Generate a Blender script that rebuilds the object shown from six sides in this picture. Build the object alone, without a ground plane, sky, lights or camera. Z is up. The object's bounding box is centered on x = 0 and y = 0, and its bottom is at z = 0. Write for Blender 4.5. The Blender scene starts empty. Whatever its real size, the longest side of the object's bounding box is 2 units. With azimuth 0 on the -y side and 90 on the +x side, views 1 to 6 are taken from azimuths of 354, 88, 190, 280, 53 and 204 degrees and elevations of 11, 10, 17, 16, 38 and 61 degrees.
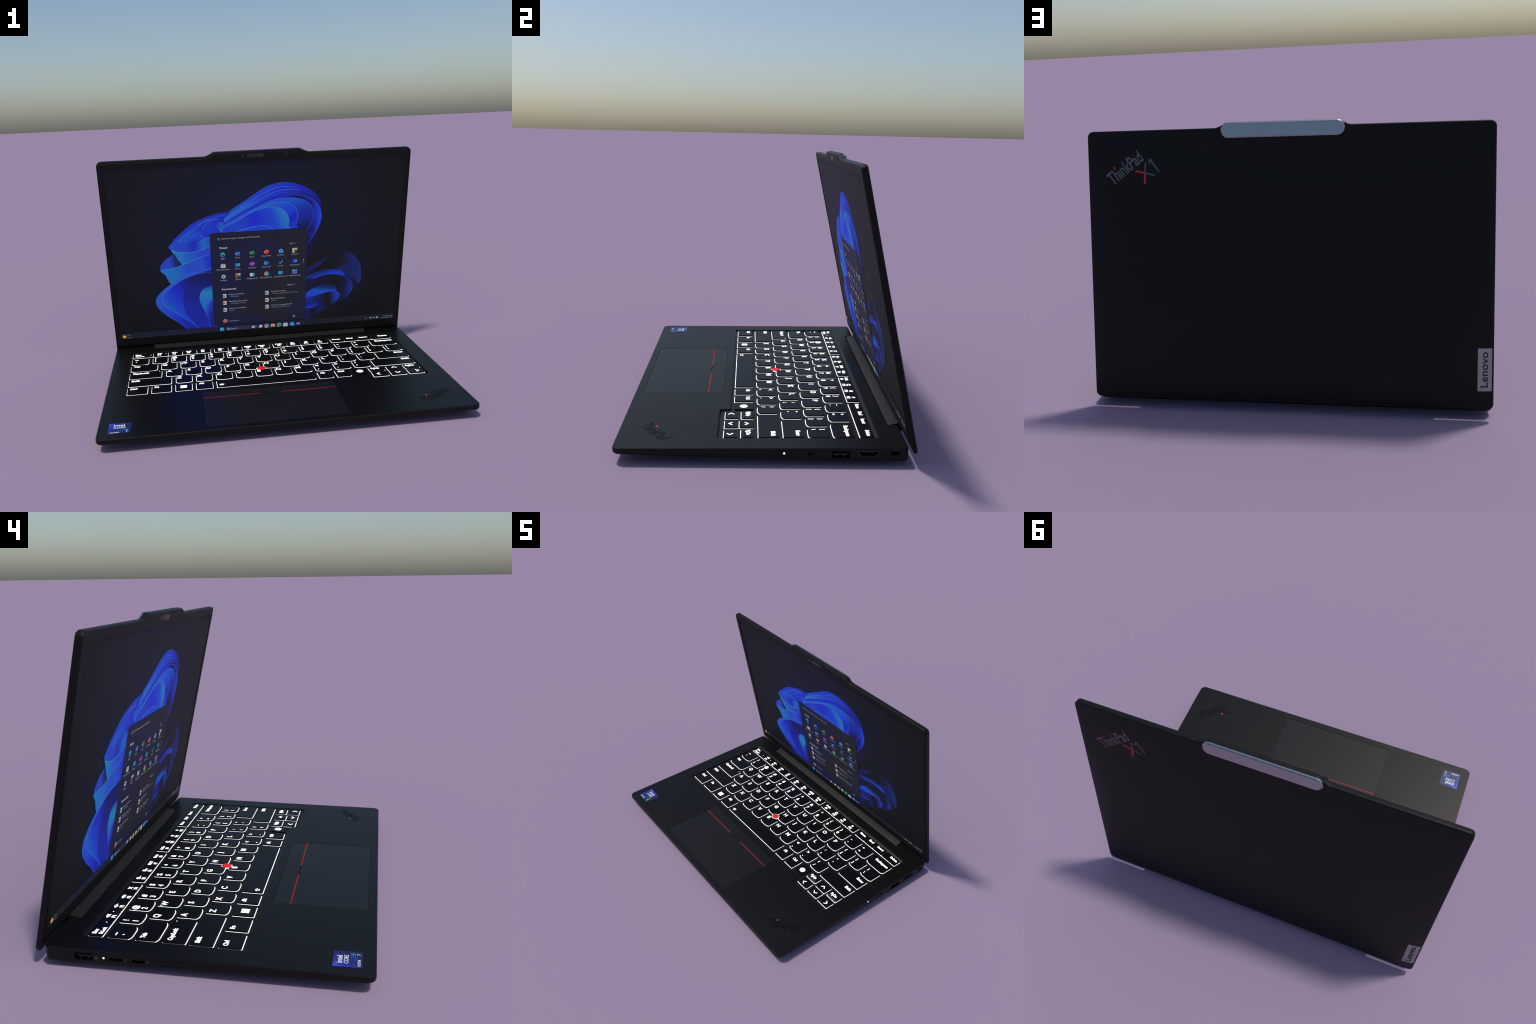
"""Open 14-inch business laptop, lid tilted slightly forward, backlit keyboard, lit display.

Three working frames:
  world : x right, y back, z up
  DECK  : (x, y, h)   h = height above the palm-rest plane, which rises a little to the rear
  LID   : (x, v, w)   v = up along the lid from its foot, w = out of the back shell towards the user
"""
import bpy, bmesh, math
from mathutils import Matrix, Vector

# ------------------------------------------------------------------ frames
SLOPE = 0.0097
DECK_Z = 0.0842
DECK = Matrix(((1, 0, 0, 0), (0, 1, -SLOPE, 0), (0, SLOPE, 1, DECK_Z), (0, 0, 0, 1)))
TILT = math.atan(0.2255)
CT, ST = math.cos(TILT), math.sin(TILT)
LID = Matrix(((1, 0, 0, 0), (0, -ST, -CT, 0.722), (0, CT, -ST, 0), (0, 0, 0, 1)))
BACK = LID @ Matrix(((-1, 0, 0, 0), (0, 1, 0, 0), (0, 0, -1, 0), (0, 0, 0, 1)))
IDENT = Matrix.Identity(4)


def deck_z(y):
    return DECK_Z + SLOPE * y


# ------------------------------------------------------------------ materials
def lin(r, g, b):
    f = lambda c: c / 12.92 if c <= 0.04045 else ((c + 0.055) / 1.055) ** 2.4
    return (f(r / 255), f(g / 255), f(b / 255), 1.0)


def new_mat(name):
    m = bpy.data.materials.new(name)
    m.use_nodes = True
    nt = m.node_tree
    return m, nt, nt.nodes["Principled BSDF"]


def surface(name, rgb, rough=0.45, metallic=0.0, spec=0.5, grain=0.0, grain_scale=250.0, vary=0.0, stretch=None, coat=0.0):
    """Matt or metal surface: base colour with faint noise, roughness noise, and fine bump grain."""
    m, nt, b = new_mat(name)
    N, L = nt.nodes, nt.links
    b.inputs["Metallic"].default_value = metallic
    b.inputs["Specular IOR Level"].default_value = spec
    b.inputs["Coat Weight"].default_value = coat
    tc = N.new("ShaderNodeTexCoord")
    mp = N.new("ShaderNodeMapping")
    if stretch:
        mp.inputs["Scale"].default_value = stretch
    L.new(tc.outputs["Object"], mp.inputs["Vector"])
    nz = N.new("ShaderNodeTexNoise")
    nz.inputs["Scale"].default_value = 9.0
    nz.inputs["Detail"].default_value = 4.0
    L.new(mp.outputs["Vector"], nz.inputs["Vector"])
    ramp = N.new("ShaderNodeValToRGB")
    lo = tuple(c * (1 - vary) for c in rgb[:3]) + (1,)
    hi = tuple(min(1, c * (1 + vary)) for c in rgb[:3]) + (1,)
    ramp.color_ramp.elements[0].position, ramp.color_ramp.elements[0].color = 0.3, lo
    ramp.color_ramp.elements[1].position, ramp.color_ramp.elements[1].color = 0.7, hi
    L.new(nz.outputs["Fac"], ramp.inputs["Fac"])
    L.new(ramp.outputs["Color"], b.inputs["Base Color"])
    mr = N.new("ShaderNodeMapRange")
    mr.inputs["To Min"].default_value = rough * 0.95
    mr.inputs["To Max"].default_value = min(1, rough * 1.05)
    L.new(nz.outputs["Fac"], mr.inputs["Value"])
    L.new(mr.outputs["Result"], b.inputs["Roughness"])
    if grain:
        gz = N.new("ShaderNodeTexNoise")
        gz.inputs["Scale"].default_value = grain_scale
        L.new(mp.outputs["Vector"], gz.inputs["Vector"])
        bp = N.new("ShaderNodeBump")
        bp.inputs["Strength"].default_value = grain
        bp.inputs["Distance"].default_value = 0.001
        L.new(gz.outputs["Fac"], bp.inputs["Height"])
        L.new(bp.outputs["Normal"], b.inputs["Normal"])
    return m


def glow(name, rgb, strength):
    m, nt, b = new_mat(name)
    b.inputs["Base Color"].default_value = (0.8, 0.8, 0.8, 1)
    b.inputs["Emission Color"].default_value = rgb
    b.inputs["Emission Strength"].default_value = strength
    return m


PANEL_ROUGH = 0.66
_pix = {}


def pixel(rgb):
    """One flat colour shown by the lit display."""
    if rgb not in _pix:
        m, nt, b = new_mat("display_colour_%d_%d_%d" % rgb)
        b.inputs["Base Color"].default_value = (0.0105, 0.0105, 0.0105, 1)
        b.inputs["Specular IOR Level"].default_value = 0.22
        b.inputs["Roughness"].default_value = PANEL_ROUGH
        b.inputs["Emission Color"].default_value = lin(*rgb)
        b.inputs["Emission Strength"].default_value = 0.78
        _pix[rgb] = m
    return _pix[rgb]


def gradient(name, p0, p1, stops, radial=False, lit=True, rough=PANEL_ROUGH):
    """Colour ramp running from p0 to p1 (or outwards from p0 over |p1-p0|) in object coordinates."""
    m, nt, b = new_mat(name)
    N, L = nt.nodes, nt.links
    tc = N.new("ShaderNodeTexCoord")
    sub = N.new("ShaderNodeVectorMath")
    sub.operation = "SUBTRACT"
    sub.inputs[1].default_value = (p0[0], p0[1], 0)
    L.new(tc.outputs["Object"], sub.inputs[0])
    flat = N.new("ShaderNodeVectorMath")
    flat.operation = "MULTIPLY"
    flat.inputs[1].default_value = (1, 1, 0)
    L.new(sub.outputs[0], flat.inputs[0])
    d = Vector((p1[0] - p0[0], p1[1] - p0[1], 0))
    if radial:
        ln = N.new("ShaderNodeVectorMath")
        ln.operation = "LENGTH"
        L.new(flat.outputs[0], ln.inputs[0])
        dv = N.new("ShaderNodeMath")
        dv.operation = "DIVIDE"
        dv.inputs[1].default_value = d.length
        L.new(ln.outputs["Value"], dv.inputs[0])
        fac = dv.outputs[0]
    else:
        dt = N.new("ShaderNodeVectorMath")
        dt.operation = "DOT_PRODUCT"
        dt.inputs[1].default_value = d / d.length_squared
        L.new(flat.outputs[0], dt.inputs[0])
        fac = dt.outputs["Value"]
    ramp = N.new("ShaderNodeValToRGB")
    ramp.color_ramp.interpolation = "EASE"
    els = ramp.color_ramp.elements
    while len(els) < len(stops):
        els.new(0.5)
    for e, (pos, rgb) in zip(els, stops):
        e.position, e.color = pos, lin(*rgb)
    L.new(fac, ramp.inputs["Fac"])
    b.inputs["Roughness"].default_value = rough
    if lit:
        b.inputs["Base Color"].default_value = (0.0105, 0.0105, 0.0105, 1)
        b.inputs["Specular IOR Level"].default_value = 0.22
        L.new(ramp.outputs["Color"], b.inputs["Emission Color"])
        b.inputs["Emission Strength"].default_value = 0.76
    else:
        L.new(ramp.outputs["Color"], b.inputs["Base Color"])
    return m


M_SHELL = surface("soft_touch_black_shell", (0.0026, 0.0027, 0.0028), rough=0.41, spec=0.255, grain=0.05, grain_scale=600, vary=0.06)
M_LID = surface("matt_black_lid", (0.0032, 0.0032, 0.0036), rough=0.45, spec=0.22, grain=0.05, grain_scale=600, vary=0.06)
M_BEZEL = surface("black_plastic_bezel", (0.0072, 0.0070, 0.0073), rough=0.58, spec=0.24, grain=0.04, grain_scale=500, vary=0.06)
M_KEY = surface("black_keycap_plastic", (0.0020, 0.0022, 0.0028), rough=0.38, spec=0.21, grain=0.03, grain_scale=700, vary=0.05)
M_TRAY = surface("keyboard_tray_black", (0.0040, 0.0040, 0.0044), rough=0.5, spec=0.3, vary=0.05)
M_PAD = surface("touchpad_glass_black", (0.0070, 0.0072, 0.0080), rough=0.39, spec=0.28, vary=0.04)
M_HINGE = surface("grey_hinge_plastic", (0.011, 0.011, 0.0108), rough=0.5, spec=0.3, grain=0.04, vary=0.05)
M_RUBBER = surface("rubber_foot_black", (0.010, 0.010, 0.010), rough=0.8, vary=0.1)
M_DARKPART = surface("port_and_hole_plate_black", (0.003, 0.003, 0.003), rough=0.5)  # port innards, and solid plates standing in for holes
M_STEEL = surface("port_contact_steel", (0.10, 0.13, 0.16), rough=0.35, metallic=0.9)
M_RED = surface("signal_red_paint", lin(230, 24, 34), rough=0.5, vary=0.03)
M_REDLINE = surface("dark_red_stripe", lin(182, 18, 26), rough=0.55, vary=0.03)
M_BACKRED = surface("logo_red_enamel", lin(190, 0, 30), rough=0.4, vary=0.03)
M_SILVER = surface("brushed_silver_bar", (0.40, 0.40, 0.40), rough=0.22, metallic=1.0, vary=0.06, stretch=(1.0, 30, 30))
M_TAG = surface("satin_metal_tag", (0.34, 0.34, 0.35), rough=0.35, metallic=1.0, vary=0.04)
M_WORDMARK = surface("reflection_tinted_letters", (0.16, 0.136, 0.152), rough=0.4, metallic=1.0, vary=0.05)  # grey metal with the ground's purplish reflection mixed into its colour
M_BADGE = surface("dark_chrome_letters", (0.120, 0.118, 0.124), rough=0.32, metallic=1.0, vary=0.05)
M_BLACKINK = surface("black_ink", (0.004, 0.004, 0.005), rough=0.5)
M_DARKMARK = surface("dark_mark_black", (0.0012, 0.0012, 0.0013), rough=0.5, spec=0.11)  # near-black for laid-on marks; nothing is cut into the surface
M_GREYINK = surface("grey_port_print", (0.10, 0.095, 0.09), rough=0.6)
M_LENS = surface("camera_window_glass", (0.020, 0.017, 0.023), rough=0.38, vary=0.1)
M_WHITEINK = surface("white_label_ink", (0.72, 0.74, 0.80), rough=0.5)
M_CYANINK = surface("cyan_label_ink", lin(60, 190, 225), rough=0.5)
M_BLUEINK = surface("blue_label_ink", lin(40, 110, 220), rough=0.5)
M_BACKLIGHT = glow("key_backlight_white", (1.0, 0.985, 0.95, 1), 1.1)
M_LEGEND = glow("key_legend_white", (1.0, 1.0, 1.0, 1), 1.5)
M_LED = glow("status_lamp_white", (1.0, 1.0, 1.0, 1), 1.8)


# ------------------------------------------------------------------ object helpers
def link(ob, parent=None):
    bpy.context.scene.collection.objects.link(ob)
    if parent is not None:
        ob.parent = parent
    return ob


def finish(me, angle=32):
    if not me.polygons:
        return
    me.polygons.foreach_set("use_smooth", [True] * len(me.polygons))
    me.set_sharp_from_angle(angle=math.radians(angle))


def make(name, verts, faces, mat, parent=None, matrix=IDENT, angle=32, mat_ids=None):
    me = bpy.data.meshes.new(name)
    me.from_pydata([tuple(v) for v in verts], [], [list(f) for f in faces])
    for m in mat if isinstance(mat, (list, tuple)) else [mat]:
        me.materials.append(m)
    if mat_ids:
        me.polygons.foreach_set("material_index", mat_ids)
    me.update()
    bm = bmesh.new()
    bm.from_mesh(me)
    closed = all(len(e.link_faces) == 2 for e in bm.edges)
    if closed and bm.faces:
        bmesh.ops.recalc_face_normals(bm, faces=bm.faces)
        bm.to_mesh(me)
    bm.free()
    finish(me, angle)
    ob = bpy.data.objects.new(name, me)
    ob.matrix_basis = matrix
    return link(ob, parent)


def rrect(x0, x1, y0, y1, r, n=6):
    """Rounded rectangle, counter-clockwise; r is one radius or four (front-left, front-right, rear-right, rear-left)."""
    rs = r if isinstance(r, (list, tuple)) else (r,) * 4
    pts = []
    for (cx, cy, a0), q in zip(((x0, y0, 180), (x1, y0, 270), (x1, y1, 0), (x0, y1, 90)), rs):
        ox = cx + (q if cx == x0 else -q)
        oy = cy + (q if cy == y0 else -q)
        for k in range(n + 1):
            a = math.radians(a0 + 90 * k / n)
            pts.append((ox + q * math.cos(a), oy + q * math.sin(a)))
    return pts


def offset(poly, d):
    """Shrink a counter-clockwise polygon by d along its vertex normals."""
    out, n = [], len(poly)
    for i in range(n):
        a, b, c = Vector(poly[i - 1]), Vector(poly[i]), Vector(poly[(i + 1) % n])
        e1, e2 = (b - a), (c - b)
        if e1.length < 1e-9:
            e1 = e2
        if e2.length < 1e-9:
            e2 = e1
        n1 = Vector((-e1.y, e1.x)).normalized()
        n2 = Vector((-e2.y, e2.x)).normalized()
        s = n1 + n2
        s = s.normalized() if s.length > 1e-6 else n1
        k = min(1.6, 1 / max(0.3, s.dot(n1)))
        p = b + s * d * k
        out.append((p.x, p.y))
    return out


def loft(rings, cap=True):
    """Closed rings of equal length -> verts, faces."""
    n = len(rings[0])
    verts = [p for r in rings for p in r]
    faces = []
    for k in range(len(rings) - 1):
        for i in range(n):
            j = (i + 1) % n
            faces.append((k * n + i, k * n + j, (k + 1) * n + j, (k + 1) * n + i))
    if cap:
        faces.append(tuple(reversed(range(n))))
        faces.append(tuple((len(rings) - 1) * n + i for i in range(n)))
    return verts, faces


def plate(poly, z0, z1, bevel=0.0):
    rings = [[(x, y, z0) for x, y in poly]]
    if bevel:
        rings += [[(x, y, z1 - bevel) for x, y in poly],
                  [(x, y, z1 - bevel * 0.3) for x, y in offset(poly, bevel * 0.3)],
                  [(x, y, z1) for x, y in offset(poly, bevel)]]
    else:
        rings += [[(x, y, z1) for x, y in poly]]
    return loft(rings)


def disc(cx, cy, r, n=24):
    return [(cx + r * math.cos(2 * math.pi * i / n), cy + r * math.sin(2 * math.pi * i / n)) for i in range(n)]


def merge(parts):
    verts, faces = [], []
    for v, f in parts:
        o = len(verts)
        verts += list(v)
        faces += [tuple(i + o for i in q) for q in f]
    return verts, faces


def cut(ob, cutters):
    """Subtract cutter objects (deleted afterwards) and bake the result."""
    for c in cutters:
        md = ob.modifiers.new("cut", "BOOLEAN")
        md.operation = "DIFFERENCE"
        md.solver = "EXACT"
        md.object = c
    bpy.context.view_layer.update()
    dg = bpy.context.evaluated_depsgraph_get()
    me = bpy.data.meshes.new_from_object(ob.evaluated_get(dg))
    old = ob.data
    ob.modifiers.clear()
    ob.data = me
    me.name = ob.name
    bpy.data.meshes.remove(old)
    for c in cutters:
        d = c.data
        bpy.data.objects.remove(c)
        bpy.data.meshes.remove(d)
    return ob


def settle(ob, angle=32):
    """Smooth shading with face-weighted normals so that large flats stay flat."""
    finish(ob.data, angle)
    md = ob.modifiers.new("weighted", "WEIGHTED_NORMAL")
    md.keep_sharp = True
    bpy.context.view_layer.update()
    me = bpy.data.meshes.new_from_object(ob.evaluated_get(bpy.context.evaluated_depsgraph_get()))
    old = ob.data
    ob.modifiers.clear()
    ob.data = me
    me.name = ob.name
    bpy.data.meshes.remove(old)


# ------------------------------------------------------------------ lettering
_text_jobs = []


def letter(group, s, x, y, size, h=0.0, align="CENTER", rot=0.0, width=None, bold=0.0, thick=0.0003, shear=0.0):
    """Queue a word for the named lettering group; width squeezes it to a given length."""
    _text_jobs.append((group, s, x, y, size, h, align, rot, width, bold, thick, shear))


def flush_letters():
    """Convert queued words to meshes; returns {group: (verts, faces)} in the group's own frame."""
    made = []
    for job in _text_jobs:
        group, s, x, y, size, h, align, rot, width, bold, thick, shear = job
        cu = bpy.data.curves.new("word", "FONT")
        cu.body, cu.size, cu.align_x, cu.align_y = s, size, align, "CENTER"
        cu.offset, cu.extrude, cu.resolution_u, cu.shear = bold, thick, 3, shear
        made.append((job, link(bpy.data.objects.new("word", cu))))
    bpy.context.view_layer.update()
    dg = bpy.context.evaluated_depsgraph_get()
    groups = {}
    for job, ob in made:
        group, s, x, y, size, h, align, rot, width, bold, thick, shear = job
        me = bpy.data.meshes.new_from_object(ob.evaluated_get(dg))
        vs = [v.co.copy() for v in me.vertices]
        fs = [tuple(p.vertices) for p in me.polygons]
        k = 1.0
        if vs and width:
            xs = [v.x for v in vs]
            k = width / max(1e-6, max(xs) - min(xs))
        c, sn = math.cos(rot), math.sin(rot)
        out = []
        for v in vs:
            px, py = v.x * k, v.y
            out.append((x + px * c - py * sn, y + px * sn + py * c, h + v.z))
        groups.setdefault(group, []).append((out, fs))
        bpy.data.meshes.remove(me)
        cu = ob.data
        bpy.data.objects.remove(ob)
        bpy.data.curves.remove(cu)
    _text_jobs.clear()
    return {g: merge(p) for g, p in groups.items()}


# ------------------------------------------------------------------ the thing
laptop = bpy.data.objects.new("laptop", None)
laptop.empty_display_size = 0.2
link(laptop)
laptop["label"] = "open black business laptop with backlit keyboard and glowing blue screen"
laptop["category"] = "laptop"

# ================================================================== BASE
BX, BY0, BY1 = 0.9988, -0.7068, 0.6648


def plan(inset):
    r = [max(0.004, q - inset) for q in (0.036, 0.036, 0.024, 0.024)]
    return rrect(-BX + inset, BX - inset, BY0 + inset, BY1 - inset, r, 8)


def rim_z(y):
    """Lower edge of the side walls: a wedge that thickens towards the rear."""
    return max(0.0318 - 0.0245 * y, 0.0232 + 0.006 * max(0.0, y - 0.35))


def belly_z(y):
    return 0.0155 - 0.004 * y


base_rings = []
for inset, zf in ((0.26, lambda y: belly_z(y)), (0.17, lambda y: belly_z(y) + 0.001), (0.010, lambda y: rim_z(y) - 0.0015),
                  (0.004, lambda y: rim_z(y)), (0.0012, lambda y: rim_z(y) + 0.003), (0.0, lambda y: rim_z(y) + 0.008),
                  (0.0, lambda y: deck_z(y) - 0.0062), (0.0008, lambda y: deck_z(y) - 0.0032),
                  (0.0025, lambda y: deck_z(y) - 0.0011), (0.0058, lambda y: deck_z(y))):
    base_rings.append([(x, y, zf(y)) for x, y in plan(inset)])
v, f = loft(base_rings)
base = make("base_shell", v, f, M_SHELL, laptop)

# keyboard well: an L-stepped opening whose rear wall rolls gently into the deck
def well(side, front, rear):
    a, b = 0.893 - side, 0.549 + side
    y_main, y_arrow, y_back = -0.178 + front, -0.233 + front, 0.5475 - rear
    c = 0.008
    return [(-a, y_main + c), (-a + c, y_main), (b - c, y_main), (b, y_main - c), (b, y_arrow + c), (b + c, y_arrow),
            (a - c, y_arrow), (a, y_arrow + c), (a, y_back - c), (a - c, y_back), (-a + c, y_back), (-a, y_back - c)]


well_rings = []
for side, front, rear, h in ((-0.006, -0.006, -0.010, 0.012), (0.0, 0.0, 0.0, 0.0), (0.0012, 0.002, 0.004, -0.0008),
                             (0.0026, 0.005, 0.013, -0.0028), (0.0040, 0.009, 0.020, -0.0064), (0.0048, 0.012, 0.0235, -0.0110)):
    well_rings.append([(x, y, h) for x, y in well(side, front, rear)])
v, f = loft(well_rings)
c_well = make("cutter", v, f, M_SHELL, None, DECK)

PX0, PX1, PY0, PY1 = -0.4490, 0.3145, -0.6650, -0.2170
v, f = plate(rrect(PX0, PX1, PY0, PY1, 0.010, 5), -0.006, 0.02)
c_pad = make("cutter", v, f, M_SHELL, None, DECK)
v, f = plate(rrect(-0.746, 0.746, 0.6065, 0.72, 0.004, 3), 0.034, 0.2)
c_notch = make("cutter", v, f, M_SHELL)


def side_cut(poly_yz, side, depth=0.05):
    x0, x1 = side * (1.02), side * (BX - depth)
    rings = [[(x0, y, z) for y, z in poly_yz], [(x1, y, z) for y, z in poly_yz]]
    vv, ff = loft(rings)
    return make("cutter", vv, ff, M_SHELL)


def pill(y0, y1, z0, z1, n=8):
    return rrect(y0, y1, z0, z1, min(y1 - y0, z1 - z0) * 0.499, n)


HDMI = [(0.4300, 0.0735), (0.4302, 0.0590), (0.4475, 0.0442), (0.5078, 0.0442), (0.5222, 0.0590), (0.5220, 0.0735)]
cutters = [c_well, c_pad, c_notch,
           side_cut(pill(0.0516, 0.1198, 0.0485, 0.0728), 1, 0.004),
           side_cut(disc(0.205, 0.0620, 0.0112), 1),
           side_cut(rrect(0.3080, 0.3905, 0.0385, 0.0725, 0.002, 2), 1),
           side_cut(HDMI, 1),
           side_cut(rrect(0.5808, 0.6210, 0.0556, 0.0722, 0.002, 2), 1),
           side_cut(rrect(0.4505, 0.5310, 0.0400, 0.0728, 0.002, 2), -1),
           side_cut(pill(0.3195, 0.3770, 0.0470, 0.0640), -1),
           side_cut(pill(0.2244, 0.2814, 0.0465, 0.0635), -1),
           side_cut(pill(0.0660, 0.1635, 0.0447, 0.0672), -1, 0.004)]
cut(base, cutters)
settle(base, 28)

# ---- feet under the base
for cx, cy, hw, hd in ((0, 0.50, 0.70, 0.030), (-0.62, -0.52, 0.11, 0.020), (0.62, -0.52, 0.11, 0.020)):
    poly = rrect(cx - hw, cx + hw, cy - hd, cy + hd, hd * 0.9, 6)
    v, f = loft([[(x, y, 0.045) for x, y in poly], [(x, y, 0.004) for x, y in poly], [(x, y, 0.0) for x, y in offset(poly, 0.004)]])
    make("rubber_foot", v, f, M_RUBBER, laptop)

# ---- touchpad, three buttons, red stripes
PAD_H = -0.0006
gap = 0.0018
split = -0.3035
touch = rrect(PX0 + gap, PX1 - gap, PY0 + gap, split - 0.0028, (0.009, 0.009, 0.001, 0.001), 5)
v, f = plate(touch, -0.0055, PAD_H, 0.0006)
touchpad = make("touchpad", v, f, M_PAD, laptop, DECK, angle=8)
B0, B1 = split + 0.0028, PY1 - gap
xa_f, xa_b, xb_f, xb_b = -0.1210, -0.1410, -0.0150, 0.0070
buttons = [[(PX0 + gap, B0), (xa_f - gap, B0), (xa_b - gap, B1), (PX0 + gap + 0.008, B1), (PX0 + gap + 0.002, B1 - 0.002), (PX0 + gap, B1 - 0.008)],
           [(xa_f, B0), (xb_f, B0), (xb_b, B1), (xa_b, B1)],
           [(xb_f + gap, B0), (PX1 - gap, B0), (PX1 - gap, B1 - 0.008), (PX1 - gap - 0.002, B1 - 0.002), (PX1 - gap - 0.008, B1), (xb_b + gap, B1)]]
for poly in buttons:
    v, f = plate(poly, -0.0055, PAD_H, 0.0006)
    make("click_button", v, f, M_PAD, laptop, DECK, angle=8)
for x0, x1 in ((PX0 + gap, -0.1235), (-0.0045, PX1 - gap)):
    v, f = plate([(x0, split - 0.0020), (x1, split - 0.0020), (x1, split + 0.0020), (x0, split + 0.0020)], -0.0055, -0.0010)
    make("red_stripe", v, f, M_REDLINE, laptop, DECK)
v, f = merge([plate(rrect(-0.100 + i * 0.0085, -0.094 + i * 0.0085, -0.2350, -0.2310, 0.001, 2), PAD_H - 0.001, PAD_H + 0.0003) for i in range(8)])
ticks = make("embossed_mark", v, f, M_DARKMARK, laptop, DECK)

# ---- processor sticker
SX0, SX1, SY0, SY1 = -0.9430, -0.8262, -0.6510, -0.5325
M_STICKER = gradient("blue_sticker_foil", (SX0, SY1), (SX0 + 0.14, SY1 - 0.10), [(0.0, (66, 72, 206)), (0.22, (32, 40, 138)), (0.5, (19, 28, 88)), (1.0, (14, 23, 58))], lit=False, rough=0.5)
v, f = plate([(SX0, SY0), (SX1, SY0), (SX1, SY1), (SX0, SY1)], -0.001, 0.0007)
sticker = make("processor_sticker", v, f, M_STICKER, laptop, DECK)
letter("sticker", "intel", -0.8890, -0.5590, 0.033, 0.0009, bold=0.0006, width=0.056)
letter("sticker", "CORE", -0.8870, -0.5860, 0.027, 0.0009, bold=0.0003, width=0.062)
letter("sticker", "ULTRA", -0.9080, -0.6375, 0.0165, 0.0009, bold=0.0003, width=0.048)
letter("sticker", "7", -0.8470, -0.6360, 0.021, 0.0009, bold=0.0004)
dots = {0: [], 1: []}
for i in range(9):
    for j in range(5):
        if i + j > 3 + (j % 2) * 2 and not (j == 4 and i < 6):
            s = 0.0017 + 0.0004 * (i > 6)
            x, y = SX0 + 0.030 + i * 0.0088, -0.6060 - j * 0.0066
            if x > SX1 - 0.010 or (j > 2 and i > 5):
                continue
            dots[1 if i > 6 else 0].append(plate([(x - s, y - s), (x + s, y - s), (x + s, y + s), (x - s, y + s)], 0.0006, 0.0009))
dots[1].append(plate(rrect(-0.9195, -0.9150, -0.5470, -0.5425, 0.001, 2), 0.0006, 0.0011))
for k, m in ((0, M_BLUEINK), (1, M_CYANINK)):
    v, f = merge(dots[k])
    ob = make("sticker_dots", v, f, m, sticker)
    ob["kind"] = "stuff"

# ---- palm-rest wordmark, dark inlay letters in place of engraving (its i carries a red lamp)
ANG = math.atan2(0.1239, 0.1695)
ux, uy = math.cos(ANG), math.sin(ANG)
LX, LY = 0.7582 + ux * 0.100 - uy * 0.033, -0.6155 + uy * 0.100 + ux * 0.033
letter("palm_logo", "Th\u0131nkPad", LX, LY, 0.094, 0.0001, rot=ANG, width=0.208, bold=0.0004)
v, f = plate(disc(0.7628, -0.5280, 0.0062), -0.001, 0.0006)
make("red_lamp", v, f, surface("red_lamp_lens", lin(226, 30, 42), rough=0.4), laptop, DECK)

# ---- side fittings
def side_plate(name, poly, side, x_in, x_out, mat, parent=base):
    rings = [[(side * x_in, y, z) for y, z in poly], [(side * x_out, y, z) for y, z in poly]]
    vv, ff = loft(rings)
    return make(name, vv, ff, mat, parent)


side_plate("power_button", pill(0.0530, 0.1184, 0.0499, 0.0714), 1, 0.990, BX - 0.0004, M_SHELL)
side_plate("status_lamp", disc(0.0857, 0.0603, 0.0047), 1, 0.990, BX + 0.0004, M_LED)
side_plate("status_lamp", disc(0.4027, 0.0568, 0.0043), -1, 0.990, BX + 0.0004, M_LED)
side_plate("card_tray", pill(0.0674, 0.1621, 0.0461, 0.0658), -1, 0.990, BX - 0.0004, M_SHELL)
side_plate("eject_hole_disc", disc(0.0775, 0.0560, 0.0038, 14), -1, 0.995, BX - 0.0001, M_DARKPART)  # solid dark disc on the tray, standing in for the pinhole
for side, y0, y1, z0, z1 in ((1, 0.3130, 0.3855, 0.0490, 0.0580), (-1, 0.4555, 0.5260, 0.0500, 0.0590)):
    side_plate("usb_tongue", rrect(y0, y1, z0, z1, 0.001, 2), side, BX - 0.049, BX - 0.012, M_DARKPART)
    for k in (0.25, 0.72):
        yc = y0 + (y1 - y0) * k
        side_plate("contact_spring", rrect(yc - 0.0035, yc + 0.0035, z0 - 0.0075, z0 - 0.0015, 0.001, 2), side, BX - 0.049, BX - 0.010, M_STEEL)
for y0, y1, zc in ((0.3290, 0.3675, 0.0555), (0.2340, 0.2720, 0.0550)):
    side_plate("usb_tongue", rrect(y0, y1, zc - 0.002, zc + 0.002, 0.001, 2), -1, BX - 0.049, BX - 0.008, M_DARKPART)
side_plate("hdmi_tongue", rrect(0.446, 0.506, 0.0620, 0.0670, 0.001, 2), 1, BX - 0.049, BX - 0.012, M_DARKPART)
HD_IN = offset([(y, z) for y, z in HDMI], 0.0022)
rings = [[(BX - 0.03, y, z) for y, z in HDMI], [(BX - 0.002, y, z) for y, z in HDMI], [(BX - 0.002, y, z) for y, z in HD_IN], [(BX - 0.03, y, z) for y, z in HD_IN]]
v, f = loft(rings, cap=False)
make("hdmi_shroud", v, f, M_STEEL, base)
side_plate("audio_contact", disc(0.205, 0.0620, 0.0075, 16), 1, BX - 0.049, BX - 0.010, M_DARKPART)


def strokes(segs, width):
    out = []
    for (ax, ay), (bx, by) in segs:
        d = Vector((bx - ax, by - ay)).normalized() * width / 2
        nx, ny = -d.y, d.x
        out.append([(ax - d.x + nx, ay - d.y + ny), (ax - d.x - nx, ay - d.y - ny), (bx + d.x - nx, by + d.y - ny), (bx + d.x + nx, by + d.y + ny)])
    return out


def chain(pts, closed=False):
    return list(zip(pts, pts[1:] + ([pts[0]] if closed else []))) if closed else list(zip(pts, pts[1:]))


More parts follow.
